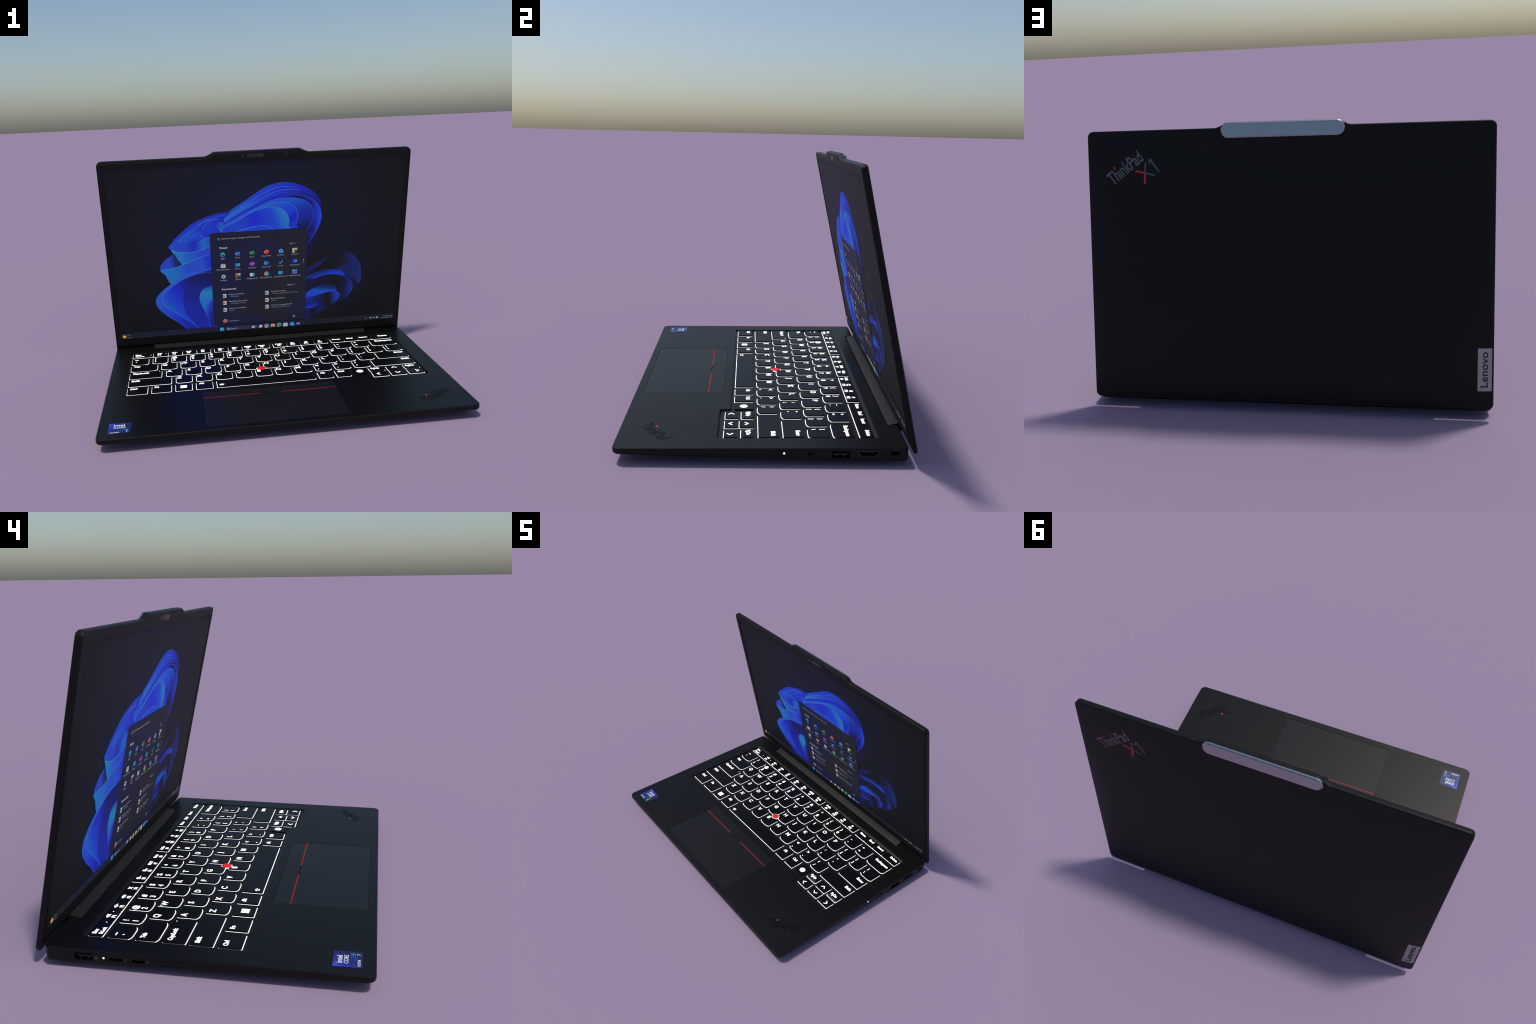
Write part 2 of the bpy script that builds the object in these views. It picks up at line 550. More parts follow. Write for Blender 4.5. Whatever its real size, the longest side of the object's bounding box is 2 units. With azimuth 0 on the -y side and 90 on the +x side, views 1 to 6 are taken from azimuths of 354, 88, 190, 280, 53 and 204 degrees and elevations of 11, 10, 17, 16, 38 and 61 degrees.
marks = []
segs = chain([(0.4405, 0.0450), (0.4405, 0.0590), (0.4380, 0.0610), (0.4330, 0.0610), (0.4305, 0.0590), (0.4305, 0.0450)], True)
segs += [((0.4355, 0.0575), (0.4355, 0.0510)), ((0.4330, 0.0550), (0.4380, 0.0550))]
for yb in (0.3073, 0.2123):
    segs += chain([(yb - 0.002, 0.0625), (yb + 0.002, 0.0555), (yb - 0.002, 0.0545), (yb + 0.002, 0.0480)])
parts = []
for q in strokes(segs, 0.0016):
    parts.append(loft([[(-BX - 0.0003, y, z) for y, z in q], [(-BX + 0.002, y, z) for y, z in q]]))
v, f = merge(parts)
make("port_symbols", v, f, M_GREYINK, base)["kind"] = "stuff"

# ================================================================== KEYBOARD
TRAY_H, CAP_H = -0.0093, -0.0018
tray_poly = well(0.0040, 0.010, 0.020)
v, f = plate(tray_poly, -0.0109, TRAY_H)
keyboard = make("keyboard", v, f, M_TRAY, laptop, DECK)


def key_outline(w, d, smile, inset):
    """Key plan centred on x, y from 0 (front) to d; smile keys have a bowed front edge."""
    hw, r = w / 2 - inset, 0.006
    y0, y1 = inset, d - inset
    pts = []
    if smile:
        n = 14
        for k in range(n + 1):
            x = -hw + 2 * hw * k / n
            t = max(0.0, 1 - (hw - abs(x)) / 0.050)
            pts.append((x * (1 - 0.012 * t ** 6), y0 + 0.012 * t ** 4))
        pts += [p for p in rrect(-hw, hw, y0, y1, r, 3)[8:]]
    else:
        pts = rrect(-hw, hw, y0, y1, r, 3)
    return pts


def key_mesh(w, d, smile, slope=0.0):
    """Upright cap with a small rounded shoulder and a shallow dish; slope turns the front of the top into a ramp."""
    def ring(inset, h, ramp=True):
        """The cap sits towards the back of its lamp plate, so most glow escapes at the front."""
        back = 0.0022
        poly = [(x, y + 0.0006 + back * (y / d)) for x, y in key_outline(w, d, smile, inset)]
        if slope and ramp:
            poly = [(x, max(y, 0.0045 + slope)) for x, y in poly]
        if slope and not ramp and h > TRAY_H:
            return [(x, y, TRAY_H + 0.0016 if y < 0.010 else h) for x, y in poly]
        return [(x, y, h) for x, y in poly]

    return loft([ring(0.0028, TRAY_H, False), ring(0.0028, CAP_H - 0.0010, False), ring(0.0032, CAP_H - 0.0003), ring(0.0042, CAP_H), ring(0.0180, CAP_H - 0.0005)])


def lamp_outline(w, d, smile):
    return key_outline(w, d, smile, 0.0)


plates, key_cache, trackpoint_keys = [], {}, []
LEG = "legend"
PITCH, GAP = 0.1218, 0.0210


def add_key(x0, x1, y0, y1, smile=False, lamp=True, slope=0.0, mat=M_KEY):
    w, d = round(x1 - x0, 4), round(y1 - y0, 4)
    sig = (w, d, smile, slope)
    if sig not in key_cache:
        vv, ff = key_mesh(w, d, smile, slope)
        ob = make("key", vv, ff, mat, keyboard, angle=40)
        settle(ob, 40)
        key_cache[sig] = ob.data
    else:
        ob = link(bpy.data.objects.new("key", key_cache[sig]), keyboard)
    xc = (x0 + x1) / 2
    ob.location = (xc, y0, 0)
    if lamp:
        plates.append([(x + xc, y + y0) for x, y in lamp_outline(w, d, smile)])
    return ob


ROW = {"bottom": (-0.1570, -0.0535), "shift": (-0.0350, 0.0690), "caps": (0.0855, 0.1895), "tab": (0.2060, 0.3100),
       "number": (0.3260, 0.4305), "function": (0.4535, 0.5215)}
XL, XR = -0.8810, 0.8810
ALPHA, WORD, TINY = 0.0420, 0.0300, 0.0255
BOLD = 0.0010


def alpha(s, x0, y0):
    letter(LEG, s, x0 + 0.0215, y0 + 0.0745, ALPHA, CAP_H - 0.0004, bold=BOLD)


def pair(lo, hi, x0, y0):
    k = 0.74 if lo in "[]\\/-=;'" else 0.90 if lo in "90" else 1.0
    letter(LEG, lo, x0 + 0.0190, y0 + 0.0325, ALPHA * 0.92 * k, CAP_H - 0.0004, bold=BOLD)
    letter(LEG, hi, x0 + 0.0190, y0 + 0.0775, ALPHA * 0.92 * k, CAP_H - 0.0004, bold=BOLD)


def word_left(s, x0, y0, width):
    letter(LEG, s, x0 + 0.0175 + width / 2, y0 + 0.0745, WORD, CAP_H - 0.0004, width=width, bold=BOLD)


def word_right(s, x1, y0, width):
    letter(LEG, s, x1 - 0.0175 - width / 2, y0 + 0.0745, WORD, CAP_H - 0.0004, width=width, bold=BOLD)


def run(row, first_right, keys):
    """A run of one-unit keys; first_right is the right edge of the first."""
    y0, y1 = ROW[row]
    for i, lab in enumerate(keys):
        x1 = first_right + PITCH * i
        x0 = x1 - (PITCH - GAP)
        ob = add_key(x0, x1, y0, y1, True)
        if isinstance(lab, tuple):
            pair(lab[0], lab[1], x0, y0)
        else:
            alpha(lab, x0, y0)
        if lab in ("G", "H", "B"):
            trackpoint_keys.append(ob)


# number row
y0, y1 = ROW["number"]
add_key(XL, -0.7700, y0, y1, True)
pair("`", "~", XL + 0.012, y0)
run("number", -0.6463, [("1", "!"), ("2", "@"), ("3", "#"), ("4", "$"), ("5", "%"), ("6", "^"), ("7", "&"), ("8", "*"), ("9", "("), ("0", ")"), ("-", "_"), ("=", "+")])
add_key(0.7144, 0.8845, y0, y1, True)
word_right("Backspace", 0.8845, y0, 0.118)
# tab row
y0, y1 = ROW["tab"]
add_key(XL, -0.7100, y0, y1, True)
word_left("Tab", XL, y0, 0.042)
run("tab", -0.5880, list("QWERTYUIOP") + [("[", "{"), ("]", "}")])
add_key(0.7750, 0.8845, y0, y1, True)
pair("\\", "|", 0.7735, y0)
# caps row
y0, y1 = ROW["caps"]
add_key(XL, -0.6820, y0, y1)
word_left("CapsLock", XL, y0, 0.102)
run("caps", -0.5570, list("ASDFGHJKL") + [(";", ":"), ("'", '"')])
add_key(0.6835, 0.8815, y0, y1)
word_right("Enter", 0.8815, y0, 0.060)
# shift row
y0, y1 = ROW["shift"]
add_key(XL, -0.6210, y0, y1)
word_left("Shift", XL, y0, 0.050)
run("shift", -0.4970, list("ZXCVBNM") + [(",", "<"), (".", ">"), ("/", "?")])
add_key(0.6210, 0.8815, y0, y1)
word_right("Shift", 0.8815, y0, 0.052)
# bottom row
y0, y1 = ROW["bottom"]
for x0, x1, lab, wd in ((XL, -0.7595, "Ctrl", 0.042), (-0.7390, -0.6215, "Fn", 0.026), (-0.4795, -0.3790, "Alt", 0.032),
                        (0.2515, 0.3380, "Alt", 0.030), (0.3590, 0.4465, "Ctrl", 0.040)):
    add_key(x0, x1, y0, y1)
    word_left(lab, x0 - 0.001, y0, wd)
add_key(-0.6005, -0.5005, y0, y1)
add_key(-0.3580, 0.2305, y0, y1)
add_key(0.4660, 0.5500, y0 + 0.002, y1, lamp=False)
# arrow block
for x0, x1, sym in ((0.5690, 0.6635, "<"), (0.6785, 0.7725, "v"), (0.7870, 0.8810, ">")):
    add_key(x0, x1, -0.2010, -0.1310)
for x0, x1, lab in ((0.5690, 0.6635, "PgUp"), (0.7870, 0.8810, "PgDn")):
    add_key(x0, x1, -0.1190, -0.0535, slope=0.0135)
    letter(LEG, lab, (x0 + x1) / 2 - 0.009, -0.0800, WORD * 0.95, CAP_H - 0.0004, width=0.052, bold=BOLD)
add_key(0.6785, 0.7725, -0.1275, -0.0535)
# function row: three lamp strips, keys almost touching
y0, y1 = ROW["function"]
groups = [([XL, -0.7455, -0.6470, -0.5510, -0.4555, -0.3602], ["Esc", "F1", "F2", "F3", "F4"]),
          ([-0.3380, -0.2434, -0.1490, -0.0546, 0.0397], ["F5", "F6", "F7", "F8"]),
          ([0.0634, 0.1577, 0.2520, 0.3463, 0.4406], ["F9", "F10", "F11", "F12"]),
          ([0.4630, 0.5555, 0.6510, 0.7465, 0.8815], ["Home", "End", "Insert", "Delete"])]
fcentres = {}
for xs, labs in groups:
    for i, lab in enumerate(labs):
        a = xs[i] + (-0.0015 if i else 0.0)
        b = xs[i + 1] + (0.0015 if i + 1 < len(labs) else 0.0)
        add_key(a, b, y0, y1, lamp=False)
        xc = (xs[i] + xs[i + 1]) / 2
        fcentres[lab] = xc
        if lab == "Esc":
            letter(LEG, "Esc", -0.8450, 0.4995, WORD * 0.9, CAP_H - 0.0004, width=0.038, bold=BOLD)
            letter(LEG, "FnLock", -0.8340, 0.4700, WORD * 0.85, CAP_H - 0.0004, width=0.058, bold=BOLD)
        elif lab[0] == "F":
            letter(LEG, lab, xc - 0.008, 0.4697, TINY, CAP_H - 0.0004, bold=BOLD, width=0.022 if len(lab) == 2 else 0.030)
        else:
            wd = {"Home": 0.056, "End": 0.044, "Insert": 0.058, "Delete": 0.064}[lab]
            letter(LEG, lab, xc + (0.018 if lab == "Delete" else -0.004), 0.4997, WORD * 0.9, CAP_H - 0.0004, width=wd, bold=BOLD)
    plates.append(rrect(xs[0], xs[-1], y0, y1, 0.006, 3))

# lamp plates glowing round every key
parts = [plate(p, TRAY_H - 0.001, TRAY_H + 0.0003) for p in plates]
v, f = merge(parts)
make("key_backlight", v, f, M_BACKLIGHT, keyboard)["kind"] = "stuff"

# pictogram legends
GH = CAP_H - 0.0004
icons = []


def ic(poly):
    icons.append(plate(poly, GH - 0.0003, GH + 0.0003))


def ic_strokes(segs, width=0.0042):
    for q in strokes(segs, width):
        ic(q)


def arc(cx, cy, r, a0, a1, n=8):
    return [(cx + r * math.cos(math.radians(a0 + (a1 - a0) * k / n)), cy + r * math.sin(math.radians(a0 + (a1 - a0) * k / n))) for k in range(n + 1)]


def speaker(x, y):
    ic([(x - 0.016, y - 0.004), (x - 0.010, y - 0.004), (x - 0.002, y - 0.010), (x - 0.002, y + 0.010), (x - 0.010, y + 0.004), (x - 0.016, y + 0.004)])


IY = 0.4985
for key, dx in (("F1", 0), ("F2", 1), ("F3", 2)):
    x = fcentres[key] - 0.008
    speaker(x, IY)
    if dx == 0:
        ic_strokes([((x + 0.003, IY - 0.007), (x + 0.014, IY + 0.007)), ((x + 0.003, IY + 0.007), (x + 0.014, IY - 0.007))])
    else:
        ic_strokes(chain(arc(x, IY, 0.008, -50, 50)))
        ic_strokes([((x + 0.009, IY), (x + 0.019, IY))])
        if dx == 2:
            ic_strokes([((x + 0.014, IY - 0.006), (x + 0.014, IY + 0.006))])
x = fcentres["F4"] - 0.008
ic_strokes([((x - 0.010, IY - 0.009), (x + 0.010, IY + 0.009)), ((x - 0.010, IY + 0.009), (x + 0.010, IY - 0.009))])
ic(rrect(x - 0.004, x + 0.004, IY - 0.006, IY + 0.010, 0.003, 3))
for key in ("F5", "F6"):
    x = fcentres[key] - 0.010
    ic(disc(x, IY, 0.0055, 12))
    for k in range(8):
        a = math.radians(45 * k)
        ic_strokes([((x + 0.0085 * math.cos(a), IY + 0.0085 * math.sin(a)), (x + 0.0115 * math.cos(a), IY + 0.0115 * math.sin(a)))], 0.0032)
    ic_strokes([((x + 0.016, IY - 0.004), (x + 0.024, IY - 0.004))] + ([((x + 0.020, IY - 0.008), (x + 0.020, IY))] if key == "F6" else []))
x = fcentres["F7"] - 0.008
for dx in (-0.013, 0.011):
    ic_strokes(chain([(x + dx - 0.008, IY - 0.006), (x + dx + 0.008, IY - 0.006), (x + dx + 0.008, IY + 0.007), (x + dx - 0.008, IY + 0.007)], True))
letter(LEG, "Mode", fcentres["F8"] - 0.008, IY, TINY, GH, width=0.044, bold=BOLD)
letter(LEG, "PrtSc", fcentres["F9"] - 0.008, IY, TINY, GH, width=0.046, bold=BOLD)
x = fcentres["F10"] - 0.008
ic_strokes(chain(arc(x, IY, 0.0105, 20, 300)) + [((x + 0.004, IY - 0.004), (x + 0.015, IY - 0.012))])
x = fcentres["F11"] - 0.006
ic(disc(x, IY, 0.011, 14))
x = fcentres["F12"] - 0.008
ic([(x + (0.012 if k % 2 == 0 else 0.0055) * math.sin(math.radians(36 * k)), IY + (0.012 if k % 2 == 0 else 0.0055) * math.cos(math.radians(36 * k))) for k in range(10)][::-1])
for dx in (-0.0098, 0.0098):                                     # four-pane start symbol
    for dy in (-0.0098, 0.0098):
        ic(rrect(-0.5520 + dx - 0.0092, -0.5520 + dx + 0.0092, -0.1075 + dy - 0.0092, -0.1075 + dy + 0.0092, 0.001, 2))
ic(disc(0.5075, -0.1045, 0.0205, 28))                            # fingerprint disc
x, y = -0.3290, -0.1280                                          # lamp symbol on the space bar
ic(rrect(x - 0.010, x + 0.010, y - 0.007, y - 0.002, 0.002, 2))
for k in range(5):
    a = math.radians(20 + 35 * k)
    ic_strokes([((x + 0.006 * math.cos(a), y + 0.002 + 0.006 * math.sin(a)), (x + 0.014 * math.cos(a), y + 0.002 + 0.012 * math.sin(a)))], 0.0035)
for (cx, cy, rot) in ((0.6050, -0.1675, 180), (0.7245, -0.1680, 270), (0.8430, -0.1690, 0), (0.7245, -0.0885, 90)):
    a = math.radians(rot)
    tip = (cx + 0.008 * math.cos(a), cy + 0.008 * math.sin(a))
    w1 = (cx - 0.006 * math.cos(a) - 0.013 * math.sin(a), cy - 0.006 * math.sin(a) + 0.013 * math.cos(a))
    w2 = (cx - 0.006 * math.cos(a) + 0.013 * math.sin(a), cy - 0.006 * math.sin(a) - 0.013 * math.cos(a))
    ic_strokes([(w1, tip), (tip, w2)], 0.0062)
for x, y in ((-0.7611, 0.4830), (-0.6980, 0.1771), (-0.6620, 0.4900)):  # lock lamps
    ic(disc(x, y, 0.0030, 10))

# TrackPoint-style nub between G, H and B; the three neighbours are notched for it
NX, NY = -0.0670, 0.0880
for ob in trackpoint_keys:
    ob.data = ob.data.copy()
    v, f = plate(disc(NX, NY, 0.0320, 28), -0.03, 0.03)
    c = make("cutter", v, f, M_KEY, None, DECK)
    bpy.context.view_layer.update()
    cut(ob, [c])
    settle(ob, 40)
v, f = plate(disc(NX, NY, 0.0298, 28), TRAY_H - 0.001, TRAY_H + 0.0007)
make("pointer_backlight", v, f, M_BACKLIGHT, keyboard)
prof = [(0.0210, TRAY_H), (0.0215, -0.0066), (0.0252, -0.0060), (0.0262, -0.0046), (0.0250, -0.0032), (0.0190, -0.0020), (0.0090, -0.0016)]
v, f = loft([[(x, y, h) for x, y in disc(NX, NY, r, 32)] for r, h in prof])
make("pointing_stick", v, f, M_RED, keyboard, angle=50)

# ================================================================== LID
V0, V1, VB = 0.0568, 1.4225, 1.4478


def lid_outline(inset=0.0, bottom=V0, r=0.030):
    """Lid plan (x, v) counter-clockwise with the raised camera brow along the top edge."""
    pts = rrect(-1.0, 1.0, bottom, V1, r, 8)
    left_start = 3 * 9
    n = 14
    brow = []
    for k in range(n + 1):
        t = k / n
        s = t * t * (3 - 2 * t)
        brow.append((0.338 - 0.076 * t, V1 + (VB - V1) * s))
    brow_l = [(-x, vv) for x, vv in reversed(brow)]
    pts = pts[:left_start] + brow + [(0.13, VB), (0.0, VB), (-0.13, VB)] + brow_l + pts[left_start:]
    return offset(pts, inset) if inset else pts


rings = []
for w, i in ((0.0, 0.0100), (0.0009, 0.0052), (0.0030, 0.0020), (0.0070, 0.0), (0.0270, 0.0), (0.0302, 0.0012), (0.0320, 0.0045), (0.0320, 0.0075), (0.0290, 0.0076)):
    rings.append([(x, vv, w) for x, vv in lid_outline(i)])
v, f = loft(rings)
lid = make("lid_shell", v, f, M_LID, laptop, LID)
bm = bmesh.new()
bm.from_mesh(lid.data)
co, no = Vector((0, 0.1160, 0.0325)), Vector((0, -(0.0325 - 0.0180), 0.1160 - 0.0645)).normalized()
res = bmesh.ops.bisect_plane(bm, geom=bm.verts[:] + bm.edges[:] + bm.faces[:], plane_co=co, plane_no=no, clear_outer=True)
edges = [e for e in res["geom_cut"] if isinstance(e, bmesh.types.BMEdge)]
bmesh.ops.holes_fill(bm, edges=edges, sides=0)
bmesh.ops.recalc_face_normals(bm, faces=bm.faces)
bm.to_mesh(lid.data)
bm.free()


def dome(x, vv):
    """How far the back skin swells outwards: a wedge that grows towards the foot, rolled off near every edge."""
    taper = 0.0225 * (1.4225 - vv)
    top = 0.0150
    h = 0.5 * (taper + top - math.sqrt((taper - top) ** 2 + 0.004 ** 2)) + 0.0002
    side = min(1.0, max(0.0, (0.992 - abs(x)) / 0.13))
    foot = min(1.0, max(0.0, (vv - 0.066) / 0.16))
    head = min(1.0, max(0.0, (1.415 - vv) / 0.06))
    return max(0.0, h) * (1 - (1 - side) ** 2.0) * (1 - (1 - foot) ** 2.2) * head


settle(lid, 35)
nx, nv = 60, 48
xs = [0.9905 * math.sin(math.pi / 2 * (2 * i / nx - 1)) for i in range(nx + 1)]
vs_ = [0.0695 + (1.4125 - 0.0695) * (0.5 - 0.5 * math.cos(math.pi * j / nv)) for j in range(nv + 1)]
verts = [(x, vv, -dome(x, vv) + (0.0012 if i in (0, nx) or j in (0, nv) else 0.0)) for j, vv in enumerate(vs_) for i, x in enumerate(xs)]
faces = [(j * (nx + 1) + i, (j + 1) * (nx + 1) + i, (j + 1) * (nx + 1) + i + 1, j * (nx + 1) + i + 1) for j in range(nv) for i in range(nx)]
back_skin = make("lid_back_skin", verts, faces, M_LID, lid, angle=60)


def drape(ob):
    """Lay a badge made in the BACK frame onto the swollen skin."""
    for p in ob.data.vertices:
        p.co.z += dome(-p.co.x, p.co.y)
    return ob


def gridplate(x0, x1, y0, y1, z0, z1, n):
    rings = []
    poly = [(x0 + (x1 - x0) * k / n, y0) for k in range(n)] + [(x1, y0 + (y1 - y0) * k / n) for k in range(n)] + \
           [(x1 - (x1 - x0) * k / n, y1) for k in range(n)] + [(x0, y1 - (y1 - y0) * k / n) for k in range(n)]
    vv2 = [(x0 + (x1 - x0) * i / n, y0 + (y1 - y0) * j / n, z1) for j in range(n + 1) for i in range(n + 1)]
    ff2 = [(j * (n + 1) + i, j * (n + 1) + i + 1, (j + 1) * (n + 1) + i + 1, (j + 1) * (n + 1) + i) for j in range(n) for i in range(n)]
    o = len(vv2)
    vv2 += [(x, y, z1) for x, y in poly] + [(x, y, z0) for x, y in poly]
    m = len(poly)
    ff2 += [(o + k, o + m + k, o + m + (k + 1) % m, o + (k + 1) % m) for k in range(m)]
    return vv2, ff2



# bezel with the display opening
SCX, SC0, SC1 = 0.9662, 0.1735, 1.3815
GLASS = 0.0300
BEZ = 0.0334
outer = lid_outline(0.0088, bottom=0.1090, r=0.026)
rings = [[(x, vv, 0.0285) for x, vv in outer], [(x, vv, BEZ - 0.0012) for x, vv in outer], [(x, vv, BEZ) for x, vv in offset(outer, 0.0014)]]
v, f = loft(rings)
bezel = make("screen_bezel", v, f, M_BEZEL, lid)
v, f = plate([(-SCX, SC0), (SCX, SC0), (SCX, SC1), (-SCX, SC1)], 0.0, 0.08)
c = make("cutter", v, f, M_BEZEL, None, LID)
cut(bezel, [c])
settle(bezel, 30)

# camera window, microphone, shutter slider
v, f = plate(pill(-0.0630, 0.0465, 1.4045, 1.4305), 0.030, BEZ + 0.0005, 0.0004)
make("camera_window", v, f, M_LENS, lid)
v, f = plate(disc(0.0187, 1.4178, 0.0045, 16), 0.030, BEZ + 0.0008)
make("camera_lens", v, f, surface("lens_glint_glass", (0.05, 0.09, 0.12), rough=0.1), lid)
v, f = plate(pill(-0.1015, -0.0800, 1.4070, 1.4285), 0.030, BEZ + 0.0002, 0.0002)
make("microphone_dot", v, f, surface("microphone_dot_plastic", (0.013, 0.010, 0.012), rough=0.35), lid)  # small dark pill for the microphone beside the camera
v, f = plate(pill(0.1660, 0.2350, 1.4090, 1.4300), 0.030, BEZ + 0.0002)
make("shutter_slot_plate", v, f, M_DARKPART, lid)  # solid black pill laid on the bezel instead of a cut slot
v, f = plate(rrect(0.1945, 0.2335, 1.4100, 1.4290, 0.008, 4), 0.030, BEZ + 0.0022, 0.0010)
make("shutter_slider", v, f, M_BEZEL, lid)
letter("bezel_mark", "X1 Carbon", 0.9000, 0.1340, 0.030, BEZ, width=0.118)

# hinge cover between base and lid
def hinge_piece(x0, x1, mat):
    prof = [(0.020, 0.064), (0.070, 0.058), (0.0860, 0.066), (0.0880, 0.076), (0.0880, 0.0990), (0.0868, 0.1040), (0.0835, 0.1072), (0.0780, 0.1082), (0.0325, 0.1086), (0.020, 0.1086)]
    vv, ff = loft([[(x0, vv2, w) for w, vv2 in prof], [(x1, vv2, w) for w, vv2 in prof]])
    return make("hinge_cover", vv, ff, mat, lid)


hinge_piece(-0.6985, 0.6985, M_HINGE)
hinge_piece(-0.7425, -0.6995, M_HINGE)
hinge_piece(0.6995, 0.7425, M_HINGE)

# silver grip bar along the back of the brow
bar = rrect(-0.3035, 0.3035, 1.3712, 1.4475, 0.0380, 12)
rings = [[(-x, vv, -0.004) for x, vv in bar], [(-x, vv, 0.0030) for x, vv in bar], [(-x, vv, 0.0042) for x, vv in offset(bar, 0.0006)], [(-x, vv, 0.0090) for x, vv in offset(bar, 0.0064)]]
v, f = loft([[(x, vv, w) for x, vv, w in r] for r in rings])
grip = make("silver_grip_bar", v, f, M_SILVER, lid, LID.inverted() @ BACK, angle=50)
settle(grip, 22)
v, f = merge([loft([[(x, V1 - 0.002, w) for x, w in disc(cx, 0.012, 0.0035, 12)], [(x, V1 + 0.0006, w) for x, w in disc(cx, 0.012, 0.0035, 12)]]) for cx in (-0.352, 0.352)])
make("top_edge_hole_disc", v, f, M_DARKPART, lid)  # solid dark discs added on the top edge in place of tiny holes

# badges on the back, all in the BACK frame: (-x, v, outwards)
TO_BACK = LID.inverted() @ BACK
v, f = gridplate(0.9240, 0.9905, 0.1515, 0.3575, -0.004, 0.0012, 12)
tag = drape(make("maker_tag", v, f, M_TAG, lid, TO_BACK, angle=50))
letter("tag", "Lenovo", 0.9560, 0.2540, 0.052, 0.0021, rot=math.pi / 2, width=0.170, bold=0.0004)
BANG = math.atan2(1.2767 - 1.1489, 0.859 - 0.6906)
bx, by = math.cos(BANG), math.sin(BANG)
CX, CY = -0.8590 + bx * 0.100 - by * 0.032, 1.1489 + by * 0.100 + bx * 0.032
letter("lid_logo", "Th\u0131nkPad", CX, CY, 0.093, 0.0004, rot=BANG, width=0.208, bold=0.0017, thick=0.0008)
v, f = plate(disc(-0.8564, 1.2369, 0.0064), -0.002, 0.0013)
drape(make("logo_dot", v, f, M_BACKRED, lid, TO_BACK))
red = [(-0.7509, 1.2165), (-0.7025, 1.2050), (-0.7025, 1.1521), (-0.6921, 1.1605), (-0.6908, 1.2125), (-0.7416, 1.2250)]
v, f = plate(red, -0.002, 0.0012)
drape(make("series_badge", v, f, M_BACKRED, lid, TO_BACK))
grey = [[(-0.6985, 1.2165), (-0.6905, 1.2145), (-0.6895, 1.2650), (-0.6985, 1.2580)],
        [(-0.6898, 1.2040), (-0.6490, 1.1935), (-0.6395, 1.2000), (-0.6898, 1.2118)],
        [(-0.6755, 1.2485), (-0.6665, 1.2560), (-0.6665, 1.2660), (-0.6265, 1.2115), (-0.6195, 1.2165), (-0.6655, 1.2820), (-0.6755, 1.2755)]]
v, f = merge([plate(p, -0.002, 0.0012) for p in grey])
drape(make("series_badge", v, f, M_BADGE, lid, TO_BACK))

# ================================================================== DISPLAY
bg = gradient("display_backdrop", (-0.05, 0.86), (1.05, 0.86), [(0.0, (14, 21, 58)), (0.45, (8, 13, 34)), (1.0, (3, 4, 9))], radial=True)
v, f = plate([(-SCX - 0.002, SC0 - 0.002), (SCX + 0.002, SC0 - 0.002), (SCX + 0.002, SC1 + 0.002), (-SCX - 0.002, SC1 + 0.002)], 0.0288, GLASS)
display = make("display_panel", v, f, bg, lid)

_layer = [0]


def next_layer(step=0.00005):
    _layer[0] += 1
    return GLASS + 0.00005 + _layer[0] * step


def spline(ctrl, closed=True, n=8):
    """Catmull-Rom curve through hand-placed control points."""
    m = len(ctrl)
    out = []
    for i in range(m if closed else m - 1):
        p = [Vector(ctrl[(i + k) % m]) if closed else Vector(ctrl[min(max(i + k, 0), m - 1)]) for k in (-1, 0, 1, 2)]
        for j in range(n):
            t = j / n
            q = 0.5 * ((2 * p[1]) + (p[2] - p[0]) * t + (2 * p[0] - 5 * p[1] + 4 * p[2] - p[3]) * t * t + (3 * p[1] - p[0] - 3 * p[2] + p[3]) * t ** 3)
            out.append((q.x, q.y))
    if not closed:
        out.append(tuple(ctrl[-1]))
    return out


rim_parts = {}


def petal(ctrl, p0, p1, stops, rim=None, rim_rgb=(62, 118, 205), rim_w=0.0030, radial=False):
    """One fold of the wallpaper flower: smooth outline, colour gradient, optional light rim on part of it."""
    h = next_layer()
    pts = [(min(max(x, -SCX), SCX), max(vv, SC0)) for x, vv in spline(ctrl)]
    m = gradient("wallpaper_fold", p0, p1, stops, radial=radial)
    make("wallpaper_fold", [(x, vv, h) for x, vv in pts], [tuple(range(len(pts)))], m, display)
    if rim:
        line = spline(ctrl[rim[0]:rim[1] + 1], closed=False)
        h2 = next_layer()
        vs, fs = [], []
        for i, p in enumerate(line):
            a, b = Vector(line[max(i - 1, 0)]), Vector(line[min(i + 1, len(line) - 1)])
            d = (b - a).normalized()
            t = i / (len(line) - 1)
            w = rim_w * 0.5 * min(1.0, 6 * t + 0.15, 6 * (1 - t) + 0.15)
            vs += [(p[0] - d.y * w, p[1] + d.x * w, h2), (p[0] + d.y * w, p[1] - d.x * w, h2)]
            if i:
                fs.append((2 * i - 2, 2 * i - 1, 2 * i + 1, 2 * i))
        rim_parts.setdefault(rim_rgb, []).append((vs, fs))


NAVY, INK = (17, 20, 62), (13, 14, 22)
# lower right, dark folds
petal([(0.323, 0.709), (0.381, 0.732), (0.443, 0.750), (0.519, 0.749), (0.596, 0.728), (0.660, 0.679), (0.699, 0.616), (0.711, 0.548), (0.700, 0.464), (0.651, 0.394), (0.574, 0.336), (0.538, 0.298), (0.483, 0.212), (0.324, 0.190)],
      (0.45, 0.60), (0.715, 0.61), [(0.0, (12, 12, 16)), (0.45, (13, 15, 40)), (0.8, (18, 32, 100)), (1.0, (20, 38, 112))])
petal([(0.40, 0.42), (0.58, 0.62), (0.690, 0.47), (0.700, 0.464), (0.651, 0.394), (0.574, 0.336), (0.538, 0.298), (0.483, 0.212), (0.324, 0.190)],
      (0.66, 0.53), (0.62, 0.42), [(0.0, (17, 30, 92)), (0.4, (13, 15, 38)), (1.0, (11, 12, 15))])
